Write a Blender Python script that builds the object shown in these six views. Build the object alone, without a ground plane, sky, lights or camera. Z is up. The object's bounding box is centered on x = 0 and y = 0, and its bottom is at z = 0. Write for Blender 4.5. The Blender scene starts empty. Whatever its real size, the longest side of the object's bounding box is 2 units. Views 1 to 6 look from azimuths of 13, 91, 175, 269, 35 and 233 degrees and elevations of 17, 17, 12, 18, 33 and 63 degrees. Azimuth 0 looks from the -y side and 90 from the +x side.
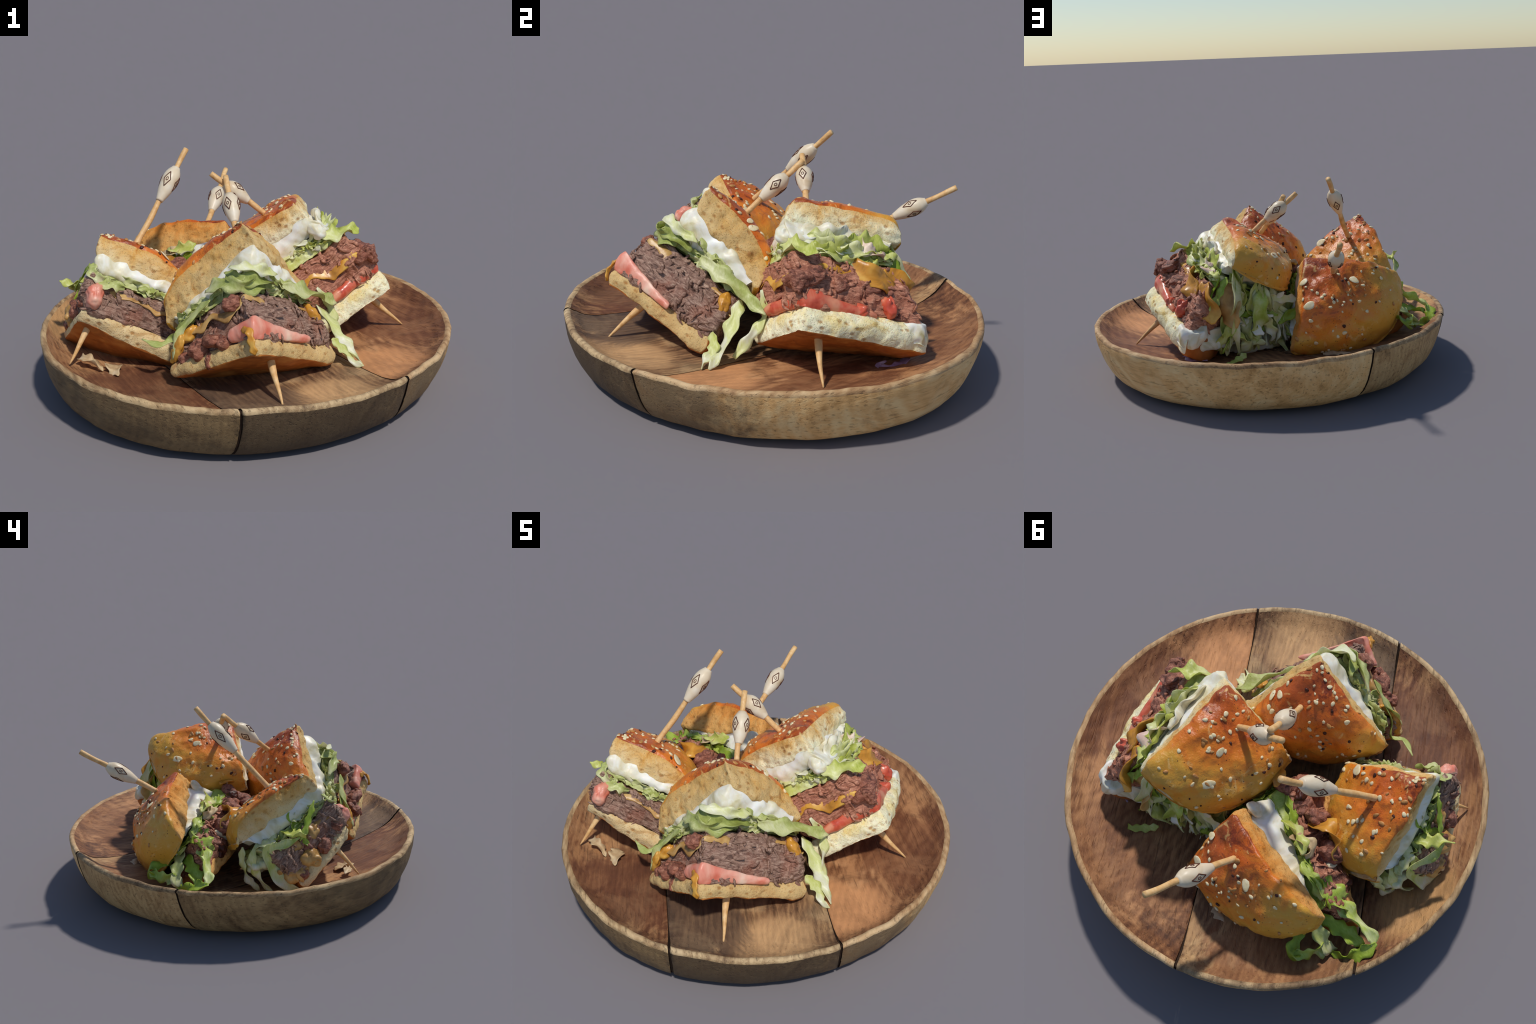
# Four quartered burgers held by bead picks on an acacia plate.
import bpy, bmesh, math, random
import numpy as np
from mathutils import Vector, Matrix

random.seed(11)
rng = np.random.default_rng(11)
V = lambda *a: np.array(a, float)
scene = bpy.context.scene
coll = scene.collection


# ------------------------------------------------------------------ noise
def _hash(ix, iy, iz, seed):
    h = (ix * 374761393 + iy * 668265263 + iz * 1440662683 + seed * 974711) & 0xFFFFFFFF
    h = ((h ^ (h >> 13)) * 1274126177) & 0xFFFFFFFF
    return h ^ (h >> 16)


def perlin(P, seed=0):
    P = np.asarray(P, float)
    I = np.floor(P).astype(np.int64)
    F = P - I
    U = F * F * F * (F * (F * 6 - 15) + 10)
    out = np.zeros(len(P))
    for dx in (0, 1):
        for dy in (0, 1):
            for dz in (0, 1):
                h = _hash(I[:, 0] + dx, I[:, 1] + dy, I[:, 2] + dz, seed)
                gx = (h & 255) / 127.5 - 1
                gy = ((h >> 8) & 255) / 127.5 - 1
                gz = ((h >> 16) & 255) / 127.5 - 1
                d = gx * (F[:, 0] - dx) + gy * (F[:, 1] - dy) + gz * (F[:, 2] - dz)
                w = (U[:, 0] if dx else 1 - U[:, 0]) * (U[:, 1] if dy else 1 - U[:, 1]) * (U[:, 2] if dz else 1 - U[:, 2])
                out += w * d
    return out


def fbm(P, scale, octaves=3, seed=0, gain=0.5):
    P = np.asarray(P, float)
    a, s, o = 1.0, scale, np.zeros(len(P))
    for k in range(octaves):
        o += a * perlin(P * s + 17.3 * k, seed + k)
        a *= gain
        s *= 2.03
    return o


def ridged(P, scale, octaves=3, seed=0):
    P = np.asarray(P, float)
    a, s, o = 1.0, scale, np.zeros(len(P))
    for k in range(octaves):
        o += a * (0.5 - np.abs(perlin(P * s + 9.1 * k, seed + k)) * 1.6)
        a *= 0.5
        s *= 2.1
    return o


# ------------------------------------------------------------------ mesh helpers
class Shape:
    """Vertices, faces and a patch tag per face, before it becomes a mesh."""

    def __init__(self):
        self.v, self.f, self.tag, self.n = [], [], [], 0

    def grid(self, P, tag, flip=False, wrap=False):
        """P: (a, b, 3) points -> quads"""
        a, b = P.shape[:2]
        base = self.n
        self.v.append(P.reshape(-1, 3))
        self.n += a * b
        for i in range(a - 1):
            for j in range(b if wrap else b - 1):
                k = (j + 1) % b
                q = (base + i * b + j, base + (i + 1) * b + j, base + (i + 1) * b + k, base + i * b + k)
                self.f.append(q[::-1] if flip else q)
                self.tag.append(tag)

    def add(self, verts, faces, tag=0):
        base = self.n
        self.v.append(np.asarray(verts, float))
        self.n += len(verts)
        self.f += [tuple(base + i for i in q) for q in faces]
        self.tag += [tag] * len(faces)

    def weld(self, eps=1e-5):
        v = np.concatenate(self.v)
        key = np.round(v / eps).astype(np.int64)
        _, first, inv = np.unique(key, axis=0, return_index=True, return_inverse=True)
        inv = inv.reshape(-1)
        v = v[first]
        f, t = [], []
        for q, g in zip(self.f, self.tag):
            p = []
            for i in q:
                j = int(inv[i])
                if j not in p:
                    p.append(j)
            if len(p) > 2:
                f.append(tuple(p))
                t.append(g)
        self.v, self.f, self.tag, self.n = [v], f, t, len(v)
        return self

    @property
    def verts(self):
        if len(self.v) > 1:
            self.v = [np.concatenate(self.v)]
        return self.v[0]

    def tris(self):
        out = []
        for q in self.f:
            out += [(q[0], q[k], q[k + 1]) for k in range(1, len(q) - 1)]
        return np.array(out)

    def normals(self):
        v, t = self.verts, self.tris()
        fn = np.cross(v[t[:, 1]] - v[t[:, 0]], v[t[:, 2]] - v[t[:, 0]])
        n = np.zeros_like(v)
        for k in range(3):
            np.add.at(n, t[:, k], fn)
        return n / (np.linalg.norm(n, axis=1, keepdims=True) + 1e-12)

    def orient(self):
        """make faces point outwards (positive signed volume)"""
        v, t = self.verts, self.tris()
        c = v.mean(0)
        vol = np.einsum("ij,ij->i", v[t[:, 0]] - c, np.cross(v[t[:, 1]] - c, v[t[:, 2]] - c)).sum()
        if vol < 0:
            self.f = [q[::-1] for q in self.f]
        return self

    def smooth(self, it=2, lam=0.5):
        v = self.verts
        e = set()
        for q in self.f:
            for i in range(len(q)):
                a, b = q[i], q[(i + 1) % len(q)]
                e.add((min(a, b), max(a, b)))
        e = np.array(list(e))
        deg = np.zeros(len(v))
        np.add.at(deg, e[:, 0], 1)
        np.add.at(deg, e[:, 1], 1)
        for _ in range(it):
            s = np.zeros_like(v)
            np.add.at(s, e[:, 0], v[e[:, 1]])
            np.add.at(s, e[:, 1], v[e[:, 0]])
            v = v + lam * (s / np.maximum(deg, 1)[:, None] - v)
        self.v = [v]
        return self

    def push(self, amount):
        self.v = [self.verts + self.normals() * np.asarray(amount)[:, None]]
        return self

    def tag_verts(self, tag):
        m = np.zeros(self.n, bool)
        for q, g in zip(self.f, self.tag):
            if g == tag:
                m[list(q)] = True
        return m

    def spots(self, tags):
        """face centres and normals of the tagged faces, with areas"""
        v = self.verts
        c, n, a = [], [], []
        for q, g in zip(self.f, self.tag):
            if g in tags:
                p = v[list(q)]
                x = np.cross(p[1] - p[0], p[2] - p[0]) + (np.cross(p[2] - p[0], p[3] - p[0]) if len(q) > 3 else 0)
                l = np.linalg.norm(x)
                if l > 0:
                    c.append(p.mean(0)); n.append(x / l); a.append(l)
        a = np.array(a)
        return np.array(c), np.array(n), a / a.sum()


def make_empty(name, loc, label, category):
    e = bpy.data.objects.new(name, None)
    e.location = loc
    e.empty_display_size = 0.1
    e["label"], e["category"] = label, category
    coll.objects.link(e)
    return e


def frame_at(origin, z, x):
    z = np.asarray(z, float); z = z / np.linalg.norm(z)
    x = np.asarray(x, float) - z * np.dot(x, z); x = x / np.linalg.norm(x)
    y = np.cross(z, x)
    M = Matrix.Identity(4)
    for i in range(3):
        M[i][0], M[i][1], M[i][2], M[i][3] = x[i], y[i], z[i], origin[i]
    return M


def to_mesh(name, shape, mats, frame, slot=None):
    inv = np.array(frame.inverted())
    v = shape.verts @ inv[:3, :3].T + inv[:3, 3]
    me = bpy.data.meshes.new(name)
    me.from_pydata(v.tolist(), [], [list(q) for q in shape.f])
    for m in mats:
        me.materials.append(m)
    idx = [(slot[t] if slot else 0) for t in shape.tag]
    me.polygons.foreach_set("material_index", idx)
    me.polygons.foreach_set("use_smooth", [True] * len(me.polygons))
    me.update()
    return me


def place(name, me, frame, parent, stuff=False):
    o = bpy.data.objects.new(name, me)
    coll.objects.link(o)
    if parent is not None:
        o.parent = parent
        o.matrix_parent_inverse = WORLD[parent.name].inverted()
    o.matrix_basis = frame
    WORLD[o.name] = frame.copy()
    if stuff:
        o["kind"] = "stuff"
    return o


WORLD = {}


def root(name, loc, label, category):
    e = make_empty(name, loc, label, category)
    WORLD[e.name] = Matrix.Translation(Vector(loc))
    return e


def build(name, shape, mats, parent, frame=None, slot=None, stuff=False):
    if frame is None:
        frame = Matrix.Translation(Vector(shape.verts.mean(0)))
    return place(name, to_mesh(name, shape, mats, frame, slot), frame, parent, stuff)


def catmull(pts, n):
    """n points evenly along a Catmull-Rom curve through the control points"""
    p = np.asarray(pts, float)
    p = np.vstack([2 * p[0] - p[1], p, 2 * p[-1] - p[-2]])
    out = []
    for i in range(1, len(p) - 2):
        for t in np.linspace(0, 1, 16, endpoint=(i == len(p) - 3)):
            a, b, c, d = p[i - 1 : i + 3]
            out.append(0.5 * (2 * b + (c - a) * t + (2 * a - 5 * b + 4 * c - d) * t * t + (3 * b - a - 3 * c + d) * t ** 3))
    out = np.array(out)
    s = np.concatenate([[0], np.cumsum(np.linalg.norm(np.diff(out, axis=0), axis=1))])
    u = np.linspace(0, s[-1], n)
    return np.stack([np.interp(u, s, out[:, k]) for k in range(out.shape[1])], 1)


def unit(a):
    return a / (np.linalg.norm(a, axis=-1, keepdims=True) + 1e-12)


def tube(shape, path, rad, sides=7, squash=1.0, side=None, tag=0):
    path = np.asarray(path, float)
    n = len(path)
    t = unit(np.gradient(path, axis=0))
    ref = V(0.31, 0.17, 0.93) if side is None else np.asarray(side, float)
    a = unit(np.cross(t, ref))
    b = np.cross(t, a)
    rad = np.broadcast_to(np.asarray(rad, float), (n,))
    ang = np.linspace(0, 2 * math.pi, sides, endpoint=False)
    R = path[:, None] + rad[:, None, None] * (np.cos(ang)[None, :, None] * a[:, None] + squash * np.sin(ang)[None, :, None] * b[:, None])
    verts = np.vstack([R.reshape(-1, 3), path[:1], path[-1:]])
    f = []
    for i in range(n - 1):
        for j in range(sides):
            k = (j + 1) % sides
            f.append((i * sides + j, i * sides + k, (i + 1) * sides + k, (i + 1) * sides + j))
    e0, e1 = n * sides, n * sides + 1
    for j in range(sides):
        k = (j + 1) % sides
        f.append((e0, k, j))
        f.append((e1, (n - 1) * sides + j, (n - 1) * sides + k))
    shape.add(verts, f, tag)


def ribbon(shape, ctrl, width, facing, thick=0.006, n=26, cols=5, wave=0.25, cup=0.25, twist=0.0, seed=0, tag=0, scallop=0.25):
    """A leaf strip: has two faces and real thickness; wavy edges, slightly cupped."""
    path = catmull(ctrl, n)
    t = unit(np.gradient(path, axis=0))
    face = np.asarray(facing, float)
    if face.ndim == 2:
        face = catmull(face, n)
    else:
        face = np.broadcast_to(face, (n, 3))
    side = unit(np.cross(t, face))
    nor = unit(np.cross(side, t))
    u = np.linspace(0, 1, n)
    ang = twist * (u - 0.5) + 0.5 * np.sin(u * 7 + seed)
    s2 = side * np.cos(ang)[:, None] + nor * np.sin(ang)[:, None]
    n2 = nor * np.cos(ang)[:, None] - side * np.sin(ang)[:, None]
    w = np.interp(u, np.linspace(0, 1, len(width)), width) if np.ndim(width) else np.full(n, width)
    w = w * (1 + scallop * np.sin(u * 23 + seed * 1.7)) * np.minimum(1, 0.35 + 5 * np.minimum(u, 1 - u))
    c = np.linspace(-1, 1, cols)
    top = []
    for j in range(cols):
        lift = cup * w * (c[j] ** 2) + wave * w * np.sin(u * (11 + seed % 5) + c[j] * 2.2 + seed) * (0.35 + abs(c[j]))
        top.append(path + s2 * (w * 0.5 * c[j])[:, None] + n2 * (lift * 0.5)[:, None])
    top = np.stack(top, 1)
    taper = (thick * 0.5 * (1 - 0.6 * c ** 2))[None, :, None] * n2[:, None]
    A, B = top + taper, top - taper
    ringP = np.concatenate([A, B[:, ::-1]], 1)
    m = ringP.shape[1]
    verts = ringP.reshape(-1, 3)
    f = []
    for i in range(n - 1):
        for j in range(m):
            k = (j + 1) % m
            f.append((i * m + j, (i + 1) * m + j, (i + 1) * m + k, i * m + k))
    for j in range(cols - 1):
        f.append((j, j + 1, m - 2 - j, m - 1 - j))
        o = (n - 1) * m
        f.append((o + j + 1, o + j, o + m - 1 - j, o + m - 2 - j))
    shape.add(verts, f, tag)


def blob(shape, centre, size, axes=None, seed=0, rough=0.25, freq=1.6, detail=(14, 20), tag=0, power=1.0):
    """lumpy ellipsoid; power < 1 squares it up into a chunk"""
    a, b = detail
    th = np.linspace(0, math.pi, a)[:, None]
    ph = np.linspace(0, 2 * math.pi, b, endpoint=False)[None]
    sg = lambda x: np.sign(x) * np.abs(x) ** power
    P = np.stack([sg(np.sin(th)) * sg(np.cos(ph)), sg(np.sin(th)) * sg(np.sin(ph)), sg(np.cos(th)) + 0 * ph], -1).reshape(-1, 3)
    d = 1 + rough * fbm(P * 1.0 + seed * 7.7, freq, 3, seed)
    P = P * d[:, None] * np.asarray(size)
    A = np.eye(3) if axes is None else np.asarray(axes)
    P = P @ A + np.asarray(centre)
    f = []
    for i in range(a - 1):
        for j in range(b):
            k = (j + 1) % b
            f.append((i * b + j, (i + 1) * b + j, (i + 1) * b + k, i * b + k))
    s = Shape()
    s.add(P, f, tag)
    s.weld(1e-6)
    shape.add(s.verts, s.f, tag)


def rand_axes():
    q, _ = np.linalg.qr(rng.normal(size=(3, 3)))
    return q


# ------------------------------------------------------------------ wedge layers
class Level:
    """A quarter-round sheet: corner C, ends L and R of the two cut edges."""

    def __init__(self, C, L, R, bulge=0.0):
        self.C, self.L, self.R, self.bulge = V(*C), V(*L), V(*R), bulge

    def normal(self):
        return unit(np.cross(self.R - self.C, self.L - self.C))

    def at(self, rho, phi):
        rho, phi = np.broadcast_arrays(np.asarray(rho, float), np.asarray(phi, float))
        a = phi * math.pi / 2
        k = 1 + self.bulge * np.sin(2 * a)
        d = np.cos(a)[..., None] * (self.L - self.C) + np.sin(a)[..., None] * (self.R - self.C)
        return self.C + (rho * k)[..., None] * d

    def lerp(self, o, t):
        return Level(self.C + (o.C - self.C) * t, self.L + (o.L - self.L) * t, self.R + (o.R - self.R) * t, self.bulge + (o.bulge - self.bulge) * t)

    def grown(self, k, shift=0.0):
        """scaled about the middle of the wedge, so that every edge moves out; moved along the normal"""
        m = (self.C + self.L + self.R) / 3
        s = self.normal() * shift
        return Level(m + (self.C - m) * k + s, m + (self.L - m) * k + s, m + (self.R - m) * k + s, self.bulge)

    def shifted(self, d):
        d = np.asarray(d, float)
        return Level(self.C + d, self.L + d, self.R + d, self.bulge)


TOP, BOTTOM, SIDE, CUT = 0, 1, 2, 3


def wedge(lo, hi, res=0.011, dome=0.0, dome_dir=None, corner=0.74, edge=(0.8, 0.11), dome_pow=(3.0, 0.5), side_bulge=0.0, cut_bulge=0.0, belly=0.0, bow=(0.0, 0.0)):
    """Solid between two levels.  dome lifts the top by dome*(1-rho^a)^b; belly lowers the bottom the same way."""
    size = max(np.linalg.norm(hi.L - hi.C), np.linalg.norm(hi.R - hi.C), np.linalg.norm(lo.L - lo.C), np.linalg.norm(lo.R - lo.C))
    hgt = max(np.linalg.norm(hi.C - lo.C), np.linalg.norm(hi.L - lo.L), np.linalg.norm(hi.R - lo.R)) + dome
    nr, nf, nw = max(8, int(size / res)), max(10, int(size * 1.5 / res)), max(4, int(hgt / res))
    rho = np.linspace(0, 1, nr) ** 0.9
    rho[-1] = 1
    phi = np.linspace(0, 1, nf)
    w = np.linspace(0, 1, nw)
    dirs = [hi.normal()] * 3 if dome_dir is None else [unit(V(*d)) for d in dome_dir]

    def point(r, p, ww):
        r, p, ww = np.broadcast_arrays(r, p, ww)
        h = (1 - r ** dome_pow[0]).clip(0, 1) ** dome_pow[1]
        a, b = lo.at(r, p), hi.at(r, p)
        a = a - belly * h[..., None] * lo.normal()
        q = np.clip(r / 0.5, 0, 1)
        h = h * (corner + (1 - corner) * q * q * (3 - 2 * q))
        if dome:
            # the crust rounds over towards the cut edges
            e = np.clip(np.minimum(p, 1 - p) * r / edge[1], 0, 1)
            h = h * (edge[0] + (1 - edge[0]) * np.sqrt(1 - (1 - e) ** 2))
        ca, sa = np.cos(p * math.pi / 2) ** 2, np.sin(p * math.pi / 2) ** 2
        dn = unit(((1 - r))[..., None] * dirs[0] + (r * ca)[..., None] * dirs[1] + (r * sa)[..., None] * dirs[2])
        b = b + dome * h[..., None] * dn
        P = a + (b - a) * ww[..., None]
        arc = np.sin(np.pi * ww)
        mid = (lo.C + lo.L + lo.R + hi.C + hi.L + hi.R) / 6
        ang = p * math.pi / 2
        out = unit(np.cos(ang)[..., None] * (hi.L - hi.C) + np.sin(ang)[..., None] * (hi.R - hi.C))
        P = P + (side_bulge * arc * r ** 2)[..., None] * out
        if cut_bulge:
            eL, eR = unit(hi.L - hi.C), unit(hi.R - hi.C)
            near = (1 - r) ** 8
            P = P - (cut_bulge * arc * np.maximum((1 - p) ** 6, near))[..., None] * eR - (cut_bulge * arc * np.maximum(p ** 6, near))[..., None] * eL
        if bow[0] or bow[1]:          # a cut face may swell or sink in its middle
            eL, eR = unit(hi.L - hi.C), unit(hi.R - hi.C)
            m = 4 * r * (1 - r) * (0.3 + 0.7 * arc)
            P = P - (bow[0] * m * (1 - p) ** 4)[..., None] * eR - (bow[1] * m * p ** 4)[..., None] * eL
        return P

    s = Shape()
    R, F = np.meshgrid(rho, phi, indexing="ij")
    s.grid(point(R, F, np.ones_like(R)), TOP, flip=True)
    s.grid(point(R, F, np.zeros_like(R)), BOTTOM)
    W, F = np.meshgrid(w, phi, indexing="ij")
    s.grid(point(np.ones_like(W), F, W), SIDE)
    R, W = np.meshgrid(rho, w, indexing="ij")
    s.grid(point(R, np.zeros_like(R), W), CUT, flip=True)
    s.grid(point(R, np.ones_like(R), W), CUT)
    s.weld()
    return s.orient()


# ------------------------------------------------------------------ materials
def srgb(r, g, b):
    f = lambda c: (c / 255 / 12.92) if c / 255 <= 0.04045 else ((c / 255 + 0.055) / 1.055) ** 2.4
    return (f(r), f(g), f(b), 1.0)


class Mat:
    """small wrapper for writing node trees"""

    def __init__(self, name, rough=0.6, spec=0.35):
        self.m = bpy.data.materials.new(name)
        self.m.use_nodes = True
        self.nt = self.m.node_tree
        self.b = self.nt.nodes["Principled BSDF"]
        self.b.inputs["Roughness"].default_value = rough
        self.b.inputs["Specular IOR Level"].default_value = spec
        self.co = self.nt.nodes.new("ShaderNodeTexCoord").outputs["Object"]

    def node(self, kind, **kw):
        n = self.nt.nodes.new(kind)
        for k, v in kw.items():
            setattr(n, k, v)
        return n

    def link(self, a, b):
        self.nt.links.new(a, b)

    def put(self, sock, val):
        if hasattr(val, "is_output"):
            self.link(val, sock)
        else:
            sock.default_value = val

    def mapped(self, scale=(1, 1, 1), rot=(0, 0, 0), loc=(0, 0, 0), src=None):
        n = self.node("ShaderNodeMapping")
        self.link(src or self.co, n.inputs["Vector"])
        n.inputs["Scale"].default_value, n.inputs["Rotation"].default_value, n.inputs["Location"].default_value = scale, rot, loc
        return n.outputs[0]

    def noise(self, scale, detail=4, rough=0.55, dist=0.0, vec=None, out="Fac"):
        n = self.node("ShaderNodeTexNoise")
        self.link(vec or self.co, n.inputs["Vector"])
        n.inputs["Scale"].default_value, n.inputs["Detail"].default_value = scale, detail
        n.inputs["Roughness"].default_value, n.inputs["Distortion"].default_value = rough, dist
        return n.outputs[out]

    def voronoi(self, scale, vec=None, feature="F1", out="Distance", rand=1.0):
        n = self.node("ShaderNodeTexVoronoi", feature=feature)
        self.link(vec or self.co, n.inputs["Vector"])
        n.inputs["Scale"].default_value = scale
        n.inputs["Randomness"].default_value = rand
        return n.outputs[out]

    def ramp(self, fac, stops, interp="LINEAR"):
        n = self.node("ShaderNodeValToRGB")
        n.color_ramp.interpolation = interp
        e = n.color_ramp.elements
        while len(e) < len(stops):
            e.new(0.5)
        for el, (p, c) in zip(e, stops):
            el.position, el.color = p, c if len(c) == 4 else (*c, 1)
        self.put(n.inputs["Fac"], fac)
        return n.outputs["Color"]

    def mask(self, fac, lo, hi):
        n = self.node("ShaderNodeMapRange", interpolation_type="SMOOTHSTEP")
        self.put(n.inputs["Value"], fac)
        n.inputs["From Min"].default_value, n.inputs["From Max"].default_value = lo, hi
        return n.outputs["Result"]

    def mix(self, fac, a, b, blend="MIX"):
        n = self.node("ShaderNodeMix", data_type="RGBA", blend_type=blend)
        self.put(n.inputs["Factor"], fac)
        self.put(n.inputs[6], a)
        self.put(n.inputs[7], b)
        return n.outputs[2]

    def math(self, op, a, b=0.0, clamp=False):
        n = self.node("ShaderNodeMath", operation=op, use_clamp=clamp)
        self.put(n.inputs[0], a)
        self.put(n.inputs[1], b)
        return n.outputs[0]

    def dist(self, point):
        n = self.node("ShaderNodeVectorMath", operation="DISTANCE")
        self.link(self.co, n.inputs[0])
        n.inputs[1].default_value = point
        return n.outputs["Value"]

    def axis(self, k, src=None):
        n = self.node("ShaderNodeSeparateXYZ")
        self.link(src or self.co, n.inputs[0])
        return n.outputs[k]

    def bump(self, height, strength=0.4, distance=0.01, prev=None):
        n = self.node("ShaderNodeBump")
        n.inputs["Strength"].default_value, n.inputs["Distance"].default_value = strength, distance
        self.link(height, n.inputs["Height"])
        if prev is not None:
            self.link(prev, n.inputs["Normal"])
        return n.outputs[0]

    def done(self, colour, normal=None, rough=None, sss=0.0, translucent=0.0, sss_radius=(0.02, 0.01, 0.005)):
        self.put(self.b.inputs["Base Color"], colour)
        if normal is not None:
            self.link(normal, self.b.inputs["Normal"])
        if rough is not None:
            self.put(self.b.inputs["Roughness"], rough)
        if sss:
            self.b.inputs["Subsurface Weight"].default_value = sss
            self.b.inputs["Subsurface Radius"].default_value = sss_radius
            self.b.inputs["Subsurface Scale"].default_value = 1.0
        if translucent:
            t = self.node("ShaderNodeBsdfTranslucent")
            self.put(t.inputs["Color"], colour)
            mx = self.node("ShaderNodeMixShader")
            mx.inputs[0].default_value = translucent
            self.link(self.b.outputs[0], mx.inputs[1])
            self.link(t.outputs[0], mx.inputs[2])
            out = [n for n in self.nt.nodes if n.type == "OUTPUT_MATERIAL"][0]
            self.link(mx.outputs[0], out.inputs["Surface"])
        return self.m


def crust_material(name, apex, reach):
    """toasted reddish brown near the bun's centre, golden towards its rim; dark flecks and pale scars"""
    m = Mat(name, rough=0.36, spec=0.45)
    n1 = m.noise(8, 5, 0.62, 0.8)
    far = m.math("ADD", m.math("DIVIDE", m.dist(apex), reach), m.math("MULTIPLY", m.math("SUBTRACT", n1, 0.5), 1.1))
    base = m.ramp(far, [(0.05, srgb(164, 78, 32)), (0.36, srgb(208, 100, 30)), (0.66, srgb(226, 132, 40)), (1.0, srgb(218, 160, 60))])
    toast = m.mask(m.noise(9, 7, 0.74, 1.8), 0.47, 0.6)
    toast = m.math("MULTIPLY", toast, m.mask(far, 0.85, 0.15))
    c = m.mix(m.math("MULTIPLY", toast, 0.85), base, srgb(116, 44, 20))
    pale = m.mask(m.noise(16, 4, 0.55, 1.2, vec=m.mapped(loc=(3, 1, 7))), 0.6, 0.7)
    c = m.mix(m.math("MULTIPLY", pale, 0.7), c, srgb(236, 192, 118))
    fleck = m.mask(m.voronoi(62), 0.22, 0.1)
    fleck = m.math("MULTIPLY", fleck, m.mask(m.noise(12, 2), 0.48, 0.6))
    c = m.mix(m.math("MULTIPLY", fleck, 0.9), c, srgb(84, 32, 18))
    dot = m.math("MULTIPLY", m.mask(m.voronoi(110, vec=m.mapped(loc=(2, 5, 3))), 0.2, 0.08), m.mask(m.noise(9, 2, vec=m.mapped(loc=(1, 9, 2))), 0.46, 0.6))
    c = m.mix(m.math("MULTIPLY", dot, 0.6), c, srgb(120, 50, 26))
    h = m.math("ADD", m.noise(34, 5, 0.6), m.math("MULTIPLY", m.noise(120, 2), 0.4))
    return m.done(c, m.bump(h, 0.5, 0.008), sss=0.06)


def crumb_material(name, thick, cream=(240, 226, 186), toast=(214, 160, 84)):
    """open bread: cream, tanned unevenly and most under the crust, with pores"""
    m = Mat(name, rough=0.85, spec=0.2)
    z = m.math("DIVIDE", m.axis(2), thick)
    t = m.math("ADD", z, m.math("MULTIPLY", m.math("SUBTRACT", m.noise(10, 5, 0.62, 0.9), 0.5), 1.7))
    c = m.ramp(t, [(0.05, srgb(*cream)), (0.5, srgb(*[int(0.5 * a + 0.5 * b) for a, b in zip(cream, toast)])), (0.85, srgb(*toast)), (1.1, srgb(190, 112, 46))])
    pore = m.mask(m.voronoi(24, vec=m.mapped((1, 1, 1.5))), 0.4, 0.1)
    pore = m.math("MULTIPLY", pore, m.mask(m.noise(13, 2), 0.42, 0.56))
    c = m.mix(m.math("MULTIPLY", pore, 0.75), c, srgb(168, 112, 54))
    pore2 = m.mask(m.voronoi(120), 0.3, 0.12)
    c = m.mix(m.math("MULTIPLY", pore2, 0.25), c, srgb(178, 126, 66))
    hollow = m.mask(m.noise(11, 4, 0.6, 1.4, vec=m.mapped(loc=(7, 2, 5))), 0.55, 0.66)
    c = m.mix(m.math("MULTIPLY", hollow, 0.5), c, m.mix(0.5, srgb(*toast), srgb(150, 98, 40)))
    stain = m.mask(m.noise(8, 4, 0.6, 1.0, vec=m.mapped(loc=(4, 4, 1))), 0.62, 0.72)
    c = m.mix(m.math("MULTIPLY", stain, 0.55), c, srgb(160, 92, 52))
    h = m.math("SUBTRACT", m.noise(60, 4), m.math("MULTIPLY", m.math("ADD", pore, pore2), 0.6))
    return m.done(c, m.bump(h, 0.6, 0.008), sss=0.1)


def beef_material(name, light=(150, 112, 98), mid=(108, 74, 64), dark=(52, 30, 26), pale=(206, 170, 150)):
    m = Mat(name, rough=0.5, spec=0.4)
    fib = m.noise(24, 5, 0.68, 1.2, vec=m.mapped((1, 1, 3.2), rot=(0.5, 0.3, 0.2)))
    c = m.ramp(fib, [(0.3, srgb(*dark)), (0.44, srgb(*mid)), (0.6, srgb(*light)), (0.78, srgb(*pale))])
    warm = m.mask(m.noise(7, 3), 0.5, 0.68)
    c = m.mix(m.math("MULTIPLY", warm, 0.4), c, srgb(156, 88, 62))
    pit = m.mask(m.noise(19, 3, 0.6, 0.8, vec=m.mapped(loc=(2, 7, 3))), 0.62, 0.74)
    c = m.mix(m.math("MULTIPLY", pit, 0.7), c, srgb(44, 24, 20))
    h = m.math("ADD", fib, m.math("MULTIPLY", m.noise(90, 3, 0.6, 0.8), 0.5))
    return m.done(c, m.bump(h, 0.7, 0.01))


def plain(name, stops, scale, rough=0.5, spec=0.4, bump=0.25, bscale=40, sss=0.0, dist=0.5, translucent=0.0, detail=4):
    """mottled material: a noise through a colour ramp and a fine bump"""
    m = Mat(name, rough, spec)
    c = m.ramp(m.noise(scale, detail, 0.55, dist), [(p, srgb(*q)) for p, q in stops])
    return m.done(c, m.bump(m.noise(bscale, 3), bump, 0.006), sss=sss, translucent=translucent)


def leaf_material(name, stops):
    m = Mat(name, 0.42, 0.45)
    big = m.noise(6, 3, 0.5, 0.6)
    vein = m.noise(30, 3, 0.6, 1.0, vec=m.mapped((1, 3, 1)))
    t = m.math("ADD", m.math("MULTIPLY", big, 0.75), m.math("MULTIPLY", vein, 0.25))
    rnd = m.node("ShaderNodeObjectInfo").outputs["Random"]
    t = m.math("ADD", t, m.math("MULTIPLY", m.math("SUBTRACT", rnd, 0.5), 0.22))
    c = m.ramp(t, [(p, srgb(*q)) for p, q in stops])
    return m.done(c, m.bump(m.noise(55, 3, 0.5, 0.5), 0.3, 0.005), translucent=0.22)


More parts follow.
